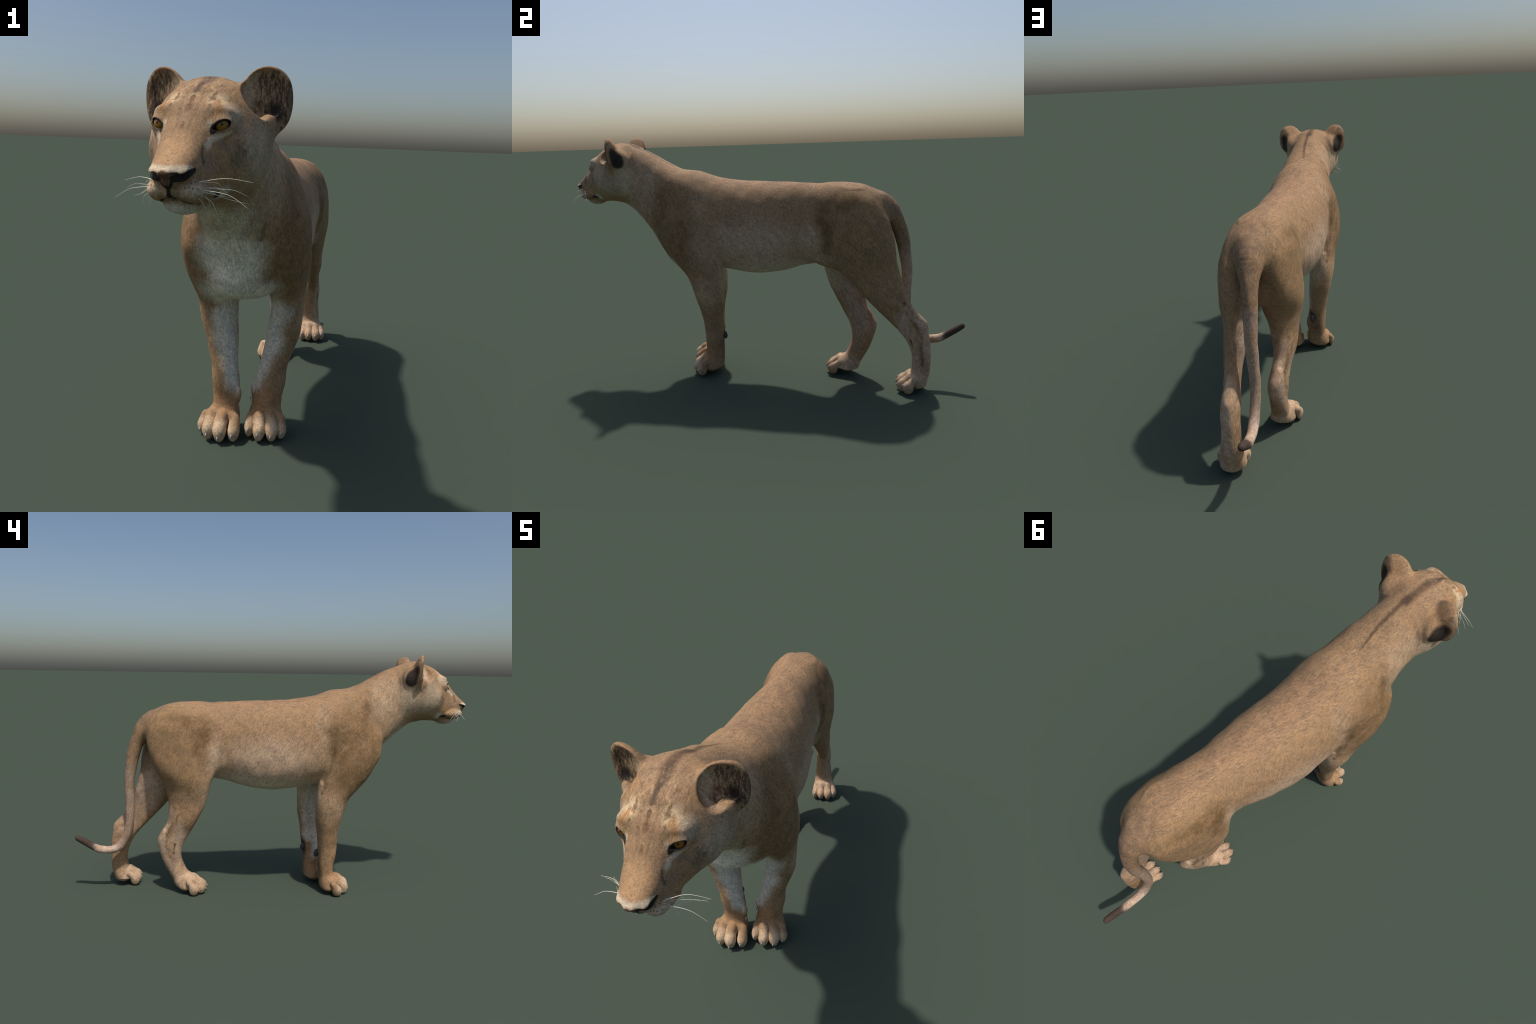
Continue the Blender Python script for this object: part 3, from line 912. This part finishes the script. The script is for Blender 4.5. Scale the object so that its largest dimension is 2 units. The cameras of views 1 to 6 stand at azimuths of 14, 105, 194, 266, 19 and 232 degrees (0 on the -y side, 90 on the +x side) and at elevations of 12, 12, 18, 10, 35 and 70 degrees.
def fur(N, col, rough=0.8, streak=(190, 55, 190), strength=0.38):
    """short hair: fine strokes and mottling over a colour, and a light relief"""
    P = N.coord
    bent = N.warp(P, 11, 0.035)
    geo = N.add('ShaderNodeNewGeometry')
    nz = N.add('ShaderNodeSeparateXYZ')
    N.put(nz.inputs[0], geo.outputs['True Normal'])
    top = N.step(nz.outputs[2], 0.45, 0.85)

    def hair(scale, detail, rough, shift=(0, 0, 0)):
        """hair lies backward and down on the sides, straight back along the spine"""
        side = N.noise(N.mapping(N.mapping(bent, rot=(1.02, 0, 0)), loc=shift, scale=scale), 1.0, detail, rough)
        back = N.noise(N.mapping(N.mapping(bent, rot=(0.1, 0, 0.15)), loc=shift, scale=scale), 1.0, detail, rough)
        return N.math('ADD', N.math('MULTIPLY', back, top), N.math('MULTIPLY', side, N.math('SUBTRACT', 1.0, top)))

    strokes = hair(streak, 3, 0.6)
    fine = N.noise(N.mapping(N.mapping(bent, rot=(1.02, 0, 0)), scale=(430, 130, 430)), 1.0, 2, 0.6)
    mottle = hair((48, 18, 48), 3, 0.62)
    v = N.math('ADD', N.math('MULTIPLY', strokes, 0.46), N.math('ADD', N.math('MULTIPLY', fine, 0.30), N.math('MULTIPLY', mottle, 0.24)))
    gain = N.step(v, 0.34, 0.66, 1 - strength, 1 + strength)
    glint = N.step(hair((250, 62, 250), 2, 0.5, (3, 5, 1)), 0.53, 0.68)
    gain = N.math('ADD', gain, N.math('MULTIPLY', glint, strength * 0.6))
    hue = N.mix(N.step(mottle, 0.35, 0.65), (1.0, 1.0, 1.0), (1.03, 0.98, 0.91))
    col = N.mix(1.0, N.mix(1.0, col, hue, 'MULTIPLY'), gain, 'MULTIPLY')
    bump = N.add('ShaderNodeBump')
    bump.inputs['Strength'].default_value = 0.35
    bump.inputs['Distance'].default_value = 0.0025
    N.put(bump.inputs['Height'], v)
    N.put(N.bsdf.inputs['Base Color'], col)
    N.put(N.bsdf.inputs['Normal'], bump.outputs[0])
    N.bsdf.inputs['Roughness'].default_value = rough
    N.bsdf.inputs['Specular IOR Level'].default_value = 0.3
    return N.material


def face(N, col):
    """markings of the head, in the head's own mirrored frame"""
    c, s = math.cos(HEAD_YAW), math.sin(HEAD_YAW)
    raw = N.mapping(N.vec('SUBTRACT', N.coord, (HEAD_PIVOT[0], HEAD_PIVOT[1], 0)), loc=(0, HEAD_PIVOT[1], 0), rot=(0, 0, HEAD_YAW))
    R = N.mirror(raw)
    W = N.warp(N.warp(R, 30, 0.016), 120, 0.006)
    F = N.warp(R, 160, 0.0035)
    b, p = N.blob, N.paint
    # broad tones
    col = p(col, b(W, (0.13, -0.77, 1.02), (0.08, 0.10, 0.10)), (0.42, 0.33, 0.235), 0.8)
    col = p(col, b(W, (0.12, -0.72, 0.98), (0.06, 0.06, 0.06)), (0.36, 0.285, 0.215), 0.6)
    col = p(col, b(W, (0, -0.77, 1.20), (0.10, 0.12, 0.07)), (0.30, 0.19, 0.112), 0.6)
    col = p(col, b(W, (0.0, -0.86, 1.12), (0.035, 0.06, 0.05)), (0.33, 0.205, 0.115), 0.6)
    col = p(col, b(W, (0.058, -0.838, 1.135), (0.036, 0.035, 0.034)), (0.58, 0.43, 0.265), 0.85)
    col = p(col, b(W, (0.094, -0.835, 1.105), (0.03, 0.04, 0.034)), (0.48, 0.38, 0.275), 0.8)
    col = p(col, b(W, (0.080, -0.775, 1.160), (0.022, 0.035, 0.035)), (0.30, 0.165, 0.075), 0.6)
    col = p(col, b(W, (0.098, -0.745, 1.135), (0.016, 0.025, 0.045), (0, -0.5, 0)), (0.60, 0.50, 0.38), 0.6)
    stripe = N.stroke(F, [(0.004, -0.63, 1.175), (0.003, -0.70, 1.194), (0.002, -0.75, 1.197), (0.0, -0.80, 1.172), (0.0, -0.845, 1.143)], (0.018, 0.022, 0.011), (0.0, 1.15))
    col = p(col, stripe, (0.080, 0.048, 0.031), 0.9)
    col = p(col, b(W, (0.0, -0.872, 1.116), (0.013, 0.022, 0.02)), (0.155, 0.08, 0.035), 0.7)
    col = p(col, b(F, (0.002, -0.907, 1.074), (0.0045, 0.014, 0.016)), (0.16, 0.08, 0.04), 0.7)
    col = p(col, b(W, (0.043, -0.870, 1.108), (0.010, 0.014, 0.016)), (0.23, 0.155, 0.09), 0.7)
    spot = N.stroke(W, [(0.0545, -0.842, 1.135), (0.063, -0.860, 1.122), (0.069, -0.868, 1.108)], (0.0085, 0.0115, 0.0085), (0.15, 1.15))
    col = p(col, spot, (0.33, 0.165, 0.060), 0.85)
    col = p(col, b(W, (0.0, -0.945, 1.035), (0.044, 0.06, 0.045)), (0.43, 0.262, 0.135), 0.8)
    col = p(col, b(W, (0.0, -0.985, 1.000), (0.050, 0.030, 0.016)), (0.46, 0.275, 0.14), 0.6)
    streaks = N.step(N.noise(N.mapping(W, scale=(1.0, 0.35, 0.45)), 85, 4, 0.65), 0.50, 0.64)
    brow_area = b(W, (0.0, -0.83, 1.13), (0.12, 0.17, 0.12))
    col = p(col, N.math('MULTIPLY', streaks, brow_area), (0.15, 0.082, 0.038), 0.9)
    lights = N.step(N.noise(N.mapping(W, loc=(2, 0, 0), scale=(1.0, 0.35, 0.45)), 70, 4, 0.65), 0.52, 0.66)
    col = p(col, N.math('MULTIPLY', lights, brow_area), (0.50, 0.345, 0.195), 0.6)
    cheek = N.step(N.noise(N.mapping(W, scale=(0.7, 0.6, 1.0)), 60, 4, 0.65), 0.50, 0.64)
    col = p(col, N.math('MULTIPLY', cheek, b(W, (0.10, -0.83, 1.01), (0.06, 0.09, 0.07))), (0.13, 0.088, 0.050), 0.75)
    # side of the face
    col = p(col, b(W, (0.105, -0.840, 1.012), (0.034, 0.030, 0.038)), (0.175, 0.125, 0.072), 0.75)
    col = p(col, b(W, (0.085, -0.866, 1.038), (0.034, 0.02, 0.017)), (0.24, 0.155, 0.095), 0.7)
    col = p(col, b(W, (0.060, -0.91, 0.995), (0.026, 0.05, 0.036)), (0.31, 0.205, 0.135), 0.7)
    col = p(col, N.stroke(F, [(0.0525, -0.893, 1.050), (0.0485, -0.914, 1.034), (0.0515, -0.924, 1.013), (0.055, -0.922, 1.000)], (0.0045, 0.007), (0.1, 1.15)), (0.085, 0.050, 0.032), 0.85)
    col = p(col, b(W, (0.075, -0.87, 0.957), (0.03, 0.04, 0.022)), (0.40, 0.245, 0.105), 0.7)
    col = p(col, b(W, (0.130, -0.735, 1.045), (0.04, 0.03, 0.035)), (0.20, 0.125, 0.07), 0.45)
    # muzzle, chin
    col = p(col, b(F, (0.045, -0.945, 0.942), (0.042, 0.042, 0.021)), (0.55, 0.455, 0.335), 0.85)
    col = p(col, b(F, (0.0, -0.912, 0.893), (0.055, 0.065, 0.028)), (0.62, 0.58, 0.51), 0.95)
    col = p(col, b(F, (0.072, -0.838, 0.928), (0.032, 0.030, 0.026)), (0.56, 0.515, 0.43), 0.85)
    col = p(col, N.most(b(F, (0.044, -0.914, 0.909), (0.008, 0.014, 0.006)), b(F, (0.0, -0.955, 0.918), (0.014, 0.012, 0.006))), (0.10, 0.075, 0.04), 0.75)
    dots = [(0.045, 0.959, 0.958), (0.051, 0.951, 0.960), (0.055, 0.942, 0.961), (0.035, 0.968, 0.947), (0.043, 0.966, 0.949), (0.050, 0.963, 0.947),
            (0.057, 0.954, 0.946), (0.067, 0.917, 0.950), (0.069, 0.900, 0.948), (0.058, 0.952, 0.931), (0.065, 0.934, 0.933), (0.067, 0.920, 0.930)]
    col = p(col, N.most(*[b(R, (a, -d, e), (0.0035, 0.0045, 0.0032), edge=(0.4, 1.0)) for a, d, e in dots]), (0.10, 0.055, 0.03), 0.75)
    # around the eye
    under = N.stroke(F, [(0.057, -0.903, 1.034), (0.060, -0.893, 1.047), (0.077, -0.872, 1.056), (0.094, -0.860, 1.065)], (0.012, 0.0085, 0.0065), (0.1, 1.2))
    col = p(col, under, (0.54, 0.455, 0.35), 0.85)
    col = p(col, b(F, (0.053, -0.882, 1.082), (0.008, 0.014, 0.012)), (0.50, 0.40, 0.29), 0.7)
    gaze_yaw = math.atan2(EYE_GAZE[0], -EYE_GAZE[1])
    tilt = math.asin(EYE_U[2])
    liner = b(R, tuple(EYE_CENTRE + EYE_GAZE * EYE_RADIUS), (EYE_HALF * 1.06, 0.030, 0.0133), (0, -tilt, gaze_yaw), (0.88, 1.03))
    duct = N.stroke(R, [(0.0640, -0.878, 1.073), (0.0575, -0.882, 1.063), (0.0535, -0.889, 1.052)], (0.0105, 0.0075, 0.0025), (0.75, 1.1))
    col = p(col, N.most(liner, duct), (0.012, 0.010, 0.010), 0.97)
    # ears
    hair = N.noise(N.mapping(N.warp(R, 40, 0.02), scale=(120, 60, 30), rot=(0, 0.5, 0)), 1.6, 4, 0.7)
    rim = b(W, (0.135, -0.70, 1.18), (0.09, 0.06, 0.06))
    col = p(col, rim, (0.38, 0.225, 0.115), 0.7)
    col = p(col, N.stroke(F, [(0.170, -0.655, 1.150), (0.160, -0.655, 1.10)], (0.040, 0.036), (0.65, 1.05)), (0.013, 0.010, 0.009), 0.96)
    col = p(col, b(F, (0.185, -0.675, 1.195), (0.025, 0.034, 0.024), edge=(0.3, 1.0)), (0.30, 0.24, 0.17), 0.8)
    inside = b(R, tuple(EAR_OUT.c), tuple(EAR_OUT.r * (1.0, 1.6, 1.0)), (0, 0.10, 0.35), (0.93, 1.02))
    behind = N.vec('DOT_PRODUCT', N.vec('SUBTRACT', R, tuple(EAR_RIM)), tuple(EAR_NORMAL))
    inside = N.math('MULTIPLY', inside, N.step(behind, 0.002, 0.006, 1.0, 0.0))
    for point, normal in EAR_CUTS:
        inside = N.math('MULTIPLY', inside, N.step(N.vec('DOT_PRODUCT', N.vec('SUBTRACT', R, tuple(point)), tuple(normal)), -0.0055, -0.0025, 1.0, 0.0))
    inner = N.mix(N.step(hair, 0.38, 0.62), (0.070, 0.040, 0.022), (0.29, 0.205, 0.125))
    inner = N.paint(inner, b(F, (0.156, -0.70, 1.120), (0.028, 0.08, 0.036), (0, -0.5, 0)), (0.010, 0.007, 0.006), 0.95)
    inner = N.paint(inner, b(F, (0.195, -0.70, 1.15), (0.018, 0.04, 0.06)), (0.12, 0.070, 0.042), 0.75)
    inner = N.paint(inner, b(F, (0.092, -0.73, 1.16), (0.022, 0.05, 0.06)), (0.44, 0.33, 0.215), 0.8)
    inner = N.paint(inner, b(F, (0.125, -0.715, 1.222), (0.05, 0.05, 0.016)), (0.30, 0.165, 0.085), 0.8)
    col = p(col, inside, inner)
    # nose and lips
    lip = N.most(b(F, (0.064, -0.862, 0.925), (0.012, 0.026, 0.0110), (-0.2, 0, 0), (0.6, 1.05)), b(R, (0.058, -0.893, 0.9165), (0.010, 0.02, 0.005)))
    seam = N.stroke(R, [(0.0, -0.972, 0.929), (0.017, -0.957, 0.9205), (0.037, -0.948, 0.9145), (0.050, -0.915, 0.9095), (0.058, -0.892, 0.9145)], (0.0045, 0.004), (0.2, 1.1))
    col = p(col, seam, (0.045, 0.032, 0.024), 0.85)
    points = [(0.003, -0.974, 0.930), (0.012, -0.966, 0.921), (0.026, -0.957, 0.9165), (0.038, -0.942, 0.9135)]
    lip = N.most(lip, *[b(R, q, (0.010, 0.012, 0.0038), (0, 0.3, 0), (0.5, 1.1)) for q in points])
    col = p(col, lip, (0.012, 0.011, 0.013), 0.92)
    white = N.stroke(F, [(0.0, -1.001, 0.9845), (0.030, -0.987, 0.986), (0.051, -0.960, 0.991)], (0.0165, 0.014, 0.008), (0.15, 1.05))
    col = p(col, white, (0.60, 0.49, 0.355), 0.9)
    black = N.most(N.stroke(R, [(0.020, -0.990, 0.966), (0.036, -0.978, 0.972), (0.0525, -0.953, 0.985)], (0.0115, 0.0105, 0.0055), (0.8, 1.1)),
                   N.stroke(R, [(0.0, -1.003, 0.9755), (0.028, -0.991, 0.978)], (0.0032, 0.0032), (0.5, 1.2)),
                   N.stroke(R, [(0.016, -0.991, 0.964), (0.005, -0.980, 0.944)], (0.0055, 0.005), (0.6, 1.1)),
                   N.stroke(R, [(0.0, -0.981, 0.947), (0.0, -0.972, 0.926)], (0.0075, 0.006), (0.6, 1.1)))
    col = p(col, black, (0.010, 0.008, 0.008), 0.97)
    leather = N.stroke(R, [(0.0, -0.999, 0.970), (0.0, -0.988, 0.952)], (0.0155, 0.006), (0.75, 1.1))
    col = p(col, leather, (0.10, 0.045, 0.028), 0.92)
    return col


def skin(name):
    N = Nodes(name)
    return fur(N, coat(N))


def head_skin(name):
    N = Nodes(name)
    return fur(N, face(N, coat(N)), streak=(260, 90, 260), strength=0.36)


def plain(name, colour, rough=0.5, coat_weight=0.0, grain=0.0):
    N = Nodes(name)
    col = colour
    if grain:
        v = N.noise(N.coord, 140, 4, 0.65)
        col = N.mix(1.0, colour, N.step(v, 0.3, 0.7, 1 - grain, 1 + grain), 'MULTIPLY')
    N.put(N.bsdf.inputs['Base Color'], col)
    N.bsdf.inputs['Roughness'].default_value = rough
    N.bsdf.inputs['Coat Weight'].default_value = coat_weight
    return N.material


def eye_material():
    N = Nodes('amber_eye')
    s = N.add('ShaderNodeSeparateXYZ')
    N.put(s.inputs[0], N.coord)
    # the eye looks along its own -y; radius is measured across that axis
    flat = N.vec('MULTIPLY', N.coord, (1, 0, 1))
    r = N.vec('LENGTH', N.vec('SUBTRACT', flat, (0.0, 0.0, 0.0)))
    iris = N.mix(N.step(N.noise(N.coord, 420, 3), 0.35, 0.65), (0.27, 0.130, 0.014), (0.175, 0.082, 0.009))
    iris = N.mix(N.step(r, 0.0105, 0.0150), iris, (0.06, 0.026, 0.006))
    col = N.mix(N.step(r, 0.0146, 0.0158), iris, (0.010, 0.008, 0.008))
    rp = N.vec('LENGTH', N.vec('SUBTRACT', flat, (0.0, 0.0, 0.0018)))
    col = N.mix(N.step(rp, 0.0025, 0.0033), (0.002, 0.002, 0.002), col)
    N.put(N.bsdf.inputs['Base Color'], col)
    N.bsdf.inputs['Roughness'].default_value = 0.25
    N.bsdf.inputs['Coat Weight'].default_value = 0.06
    N.bsdf.inputs['Coat Roughness'].default_value = 0.08
    N.bsdf.inputs['Specular IOR Level'].default_value = 0.25
    return N.material


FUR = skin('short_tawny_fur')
FACE_FUR = head_skin('face_fur')
PAD = plain('dark_pad_skin', (0.045, 0.043, 0.048), 0.55, grain=0.3)
BLACK_PAD = plain('black_sole_skin', (0.012, 0.011, 0.011), 0.7, grain=0.3)
CLAW = plain('grey_claw_horn', (0.40, 0.35, 0.34), 0.3, grain=0.15)
LID = plain('black_lid_skin', (0.010, 0.009, 0.010), 0.45)
WHISKER = plain('whisker_hair', (0.74, 0.68, 0.57), 0.5)
EYE = eye_material()


# ==================================================================== objects
made = {}
for name in part_names:
    sel = np.nonzero(part == part_names.index(name))[0]
    if not len(sel):
        continue
    fs = [FACES[i] for i in sel]
    used = np.unique(np.concatenate([np.array(f) for f in fs]))
    remap = np.full(len(V), -1, np.int64)
    remap[used] = np.arange(len(used))
    if name.endswith(' paw'):
        parent = made[name[:-4]]
    elif name == 'nose':
        parent = made['head']
    else:
        parent = lioness
    if name.startswith('ear'):
        parent = made['head']
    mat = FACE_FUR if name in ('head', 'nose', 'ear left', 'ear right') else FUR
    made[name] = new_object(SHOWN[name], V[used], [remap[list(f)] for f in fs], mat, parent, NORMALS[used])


def tube_mesh(points, radii, sides=8, tip=True):
    P = np.array(points, float)
    T = np.gradient(P, axis=0)
    T /= np.linalg.norm(T, axis=1, keepdims=True)
    up = np.array([0.13, 0.21, 0.97])
    verts, faces = [], []
    for i, (p, t, r) in enumerate(zip(P, T, radii)):
        a = np.cross(t, up)
        a /= np.linalg.norm(a)
        b = np.cross(t, a)
        for k in range(sides):
            w = 2 * math.pi * k / sides
            verts.append(p + r * (a * math.cos(w) + b * math.sin(w)))
    for i in range(len(P) - 1):
        for k in range(sides):
            k2 = (k + 1) % sides
            faces.append((i * sides + k, i * sides + k2, (i + 1) * sides + k2, (i + 1) * sides + k))
    faces.append(tuple(range(sides))[::-1])
    faces.append(tuple(range((len(P) - 1) * sides, len(P) * sides)))
    return verts, faces


def ball_mesh(radius, seg=48, ring=32, squash=(1, 1, 1)):
    verts, faces = [(0, 0, radius * squash[2])], []
    for i in range(1, ring):
        a = math.pi * i / ring
        for k in range(seg):
            w = 2 * math.pi * k / seg
            verts.append((radius * math.sin(a) * math.cos(w) * squash[0], radius * math.sin(a) * math.sin(w) * squash[1], radius * math.cos(a) * squash[2]))
    verts.append((0, 0, -radius * squash[2]))
    for k in range(seg):
        faces.append((0, 1 + k, 1 + (k + 1) % seg))
        faces.append((len(verts) - 1, len(verts) - 1 - seg + (k + 1) % seg, len(verts) - 1 - seg + k))
    for i in range(ring - 2):
        for k in range(seg):
            a, b2 = 1 + i * seg + k, 1 + i * seg + (k + 1) % seg
            faces.append((a, a + seg, b2 + seg, b2))
    return verts, faces


def smooth_curve(points, n):
    P = np.array(points, float)
    s = np.r_[0, np.cumsum(np.linalg.norm(np.diff(P, axis=0), axis=1))]
    return smooth_table(s, P, n)[1]


# eyes and lids
eye_mesh = None
for side in (1, -1):
    flip = np.array([side, 1, 1])
    c = from_head(EYE_CENTRE * flip)[0]
    gaze = from_head((EYE_CENTRE + EYE_GAZE) * flip)[0] - c
    if eye_mesh is None:
        vs, fs = ball_mesh(EYE_RADIUS)
        eye = new_object('eye', vs, fs, EYE, made['head'])
        eye_mesh = eye.data
    else:
        eye = attach(bpy.data.objects.new('eye', eye_mesh), made['head'])
    eye.location = c
    eye.rotation_euler = Vector(-gaze).to_track_quat('Y', 'Z').to_euler()
    # lids follow the edge of the opening on the ball
    t = np.linspace(-1, 1, 40)
    up, low = lid_curve(t)
    for edge, r0 in ((up, 0.0013), (low, 0.0011)):
        pts = []
        for u, vv in zip(t * EYE_HALF, edge):
            d = EYE_RADIUS + 0.0012
            w = math.sqrt(max(d * d - u * u - vv * vv, 1e-8))
            pts.append((EYE_CENTRE + EYE_U * u + EYE_V * vv + EYE_GAZE * w) * flip)
        vs, fs = tube_mesh(from_head(pts), r0 * (0.55 + 0.45 * np.sin(np.pi * (t + 1) / 2)), 8)
        new_object('eyelid', vs, fs, LID, made['head'])

# claws
for n, toes in TOES.items():
    for (knuckle, claw), (r, dx) in zip(toes, TOE_SHAPE[n]):
        k, c = np.array(knuckle), np.array(claw) + (dx * 0.7, 0, 0)
        d = c - k
        d[2] = 0
        d /= np.linalg.norm(d)
        base = c + (0, -0.001, 0.006)
        P = smooth_curve([base - d * 0.008 + (0, 0, 0.003), base, base + d * 0.004 + (0, 0, -0.005), base + d * 0.0045 + (0, 0, -0.012)], 10)
        vs, fs = tube_mesh(P, np.linspace(1, 0.1, 10) ** 0.6 * 0.0047, 10)
        new_object('claw', vs, fs, CLAW, made[n + ' paw'])

# carpal pads, sole pads, dewclaws
for n, c in (('foreleg_right', (-0.066, -0.2385, 0.206)), ('foreleg_left', (0.050, -0.1855, 0.205))):
    vs, fs = ball_mesh(1.0, 24, 16)
    ob = new_object('carpal_pad', [np.array(v) * (0.0125, 0.0140, 0.0215) for v in vs], fs, PAD, made[n])
    ob.location = c
    ob.rotation_euler = (0.25, 0, 0)
for n, c, d in (('foreleg_right', (-0.025, -0.312, 0.122), (0.05, -0.35, -1)), ('foreleg_left', (0.003, -0.253, 0.122), (-0.05, -0.35, -1))):
    c, d = np.array(c), np.array(d)
    P = smooth_curve([c - d * 0.004, c + d * 0.004, c + d * 0.009 + (0, 0.001, 0), c + d * 0.012 + (0, 0.003, 0)], 8)
    vs, fs = tube_mesh(P, np.linspace(1, 0.15, 8) * 0.0038, 8)
    new_object('dewclaw', vs, fs, CLAW, made[n])
for n in TOES:
    ks = np.array([k for k, c in TOES[n]])
    cs = np.array([np.array(c) + (dx, 0, 0) for (k, c), (r, dx) in zip(TOES[n], TOE_SHAPE[n])])
    vs, fs = ball_mesh(1.0, 28, 18)
    ob = new_object('sole_pad', [np.array(v) * (0.036, 0.024, 0.012) for v in vs], fs, BLACK_PAD, made[n + ' paw'])
    ob.location = (ks[:, 0].mean(), ks[:, 1].mean() + 0.048, 0.0190)
    for c in cs:
        ob = new_object('toe_pad', [np.array(v) * (0.0085, 0.012, 0.0055) for v in vs], fs, BLACK_PAD, made[n + ' paw'])
        ob.location = (c[0] * 0.95 + ks[:, 0].mean() * 0.05, c[1] + 0.032, 0.0078)

# whiskers: root, middle, end in the head frame (left side)
WHISKERS = [((0.055, -0.942, 0.960), (0.108, -0.913, 0.968), (0.164, -0.905, 0.962), 0.0011),
            ((0.056, -0.940, 0.944), (0.114, -0.932, 0.936), (0.164, -0.931, 0.908), 0.0011),
            ((0.057, -0.935, 0.959), (0.082, -0.915, 0.958), (0.100, -0.892, 0.936), 0.0007),
            ((0.050, -0.957, 0.945), (0.080, -0.925, 0.934), (0.110, -0.885, 0.925), 0.0009),
            ((0.060, -0.930, 0.944), (0.105, -0.893, 0.922), (0.142, -0.868, 0.912), 0.0008),
            ((0.060, -0.930, 0.945), (0.083, -0.915, 0.948), (0.104, -0.893, 0.934), 0.0007),
            ((0.060, -0.930, 0.931), (0.084, -0.932, 0.914), (0.094, -0.924, 0.881), 0.0008),
            ((0.050, -0.950, 0.932), (0.066, -0.945, 0.915), (0.073, -0.935, 0.893), 0.0006),
            ((0.060, -0.920, 0.930), (0.070, -0.918, 0.915), (0.074, -0.915, 0.900), 0.0005),
            ((0.062, -0.925, 0.946), (0.115, -0.905, 0.944), (0.150, -0.890, 0.930), 0.0008)]
hair = random.Random(SEED)
for side in (1, -1):
    for root, mid, end, r in WHISKERS:
        k = 1.0 if side > 0 else hair.uniform(0.72, 0.95)
        j = np.array([0, 0, 0]) if side > 0 else np.array([hair.uniform(-.004, .004), hair.uniform(-.012, .012), hair.uniform(-.012, .012)])
        root = np.array(root)
        mid = root + (np.array(mid) - root) * k + j * 0.5
        end = root + (np.array(end) - root) * k + j
        P = smooth_curve([root + (root - mid) * 0.12, root, mid, end], 14)
        P[:, 0] *= side
        vs, fs = tube_mesh(from_head(P), r * np.linspace(1.0, 0.25, 14), 5)
        new_object('whisker', vs, fs, WHISKER, made['head'])
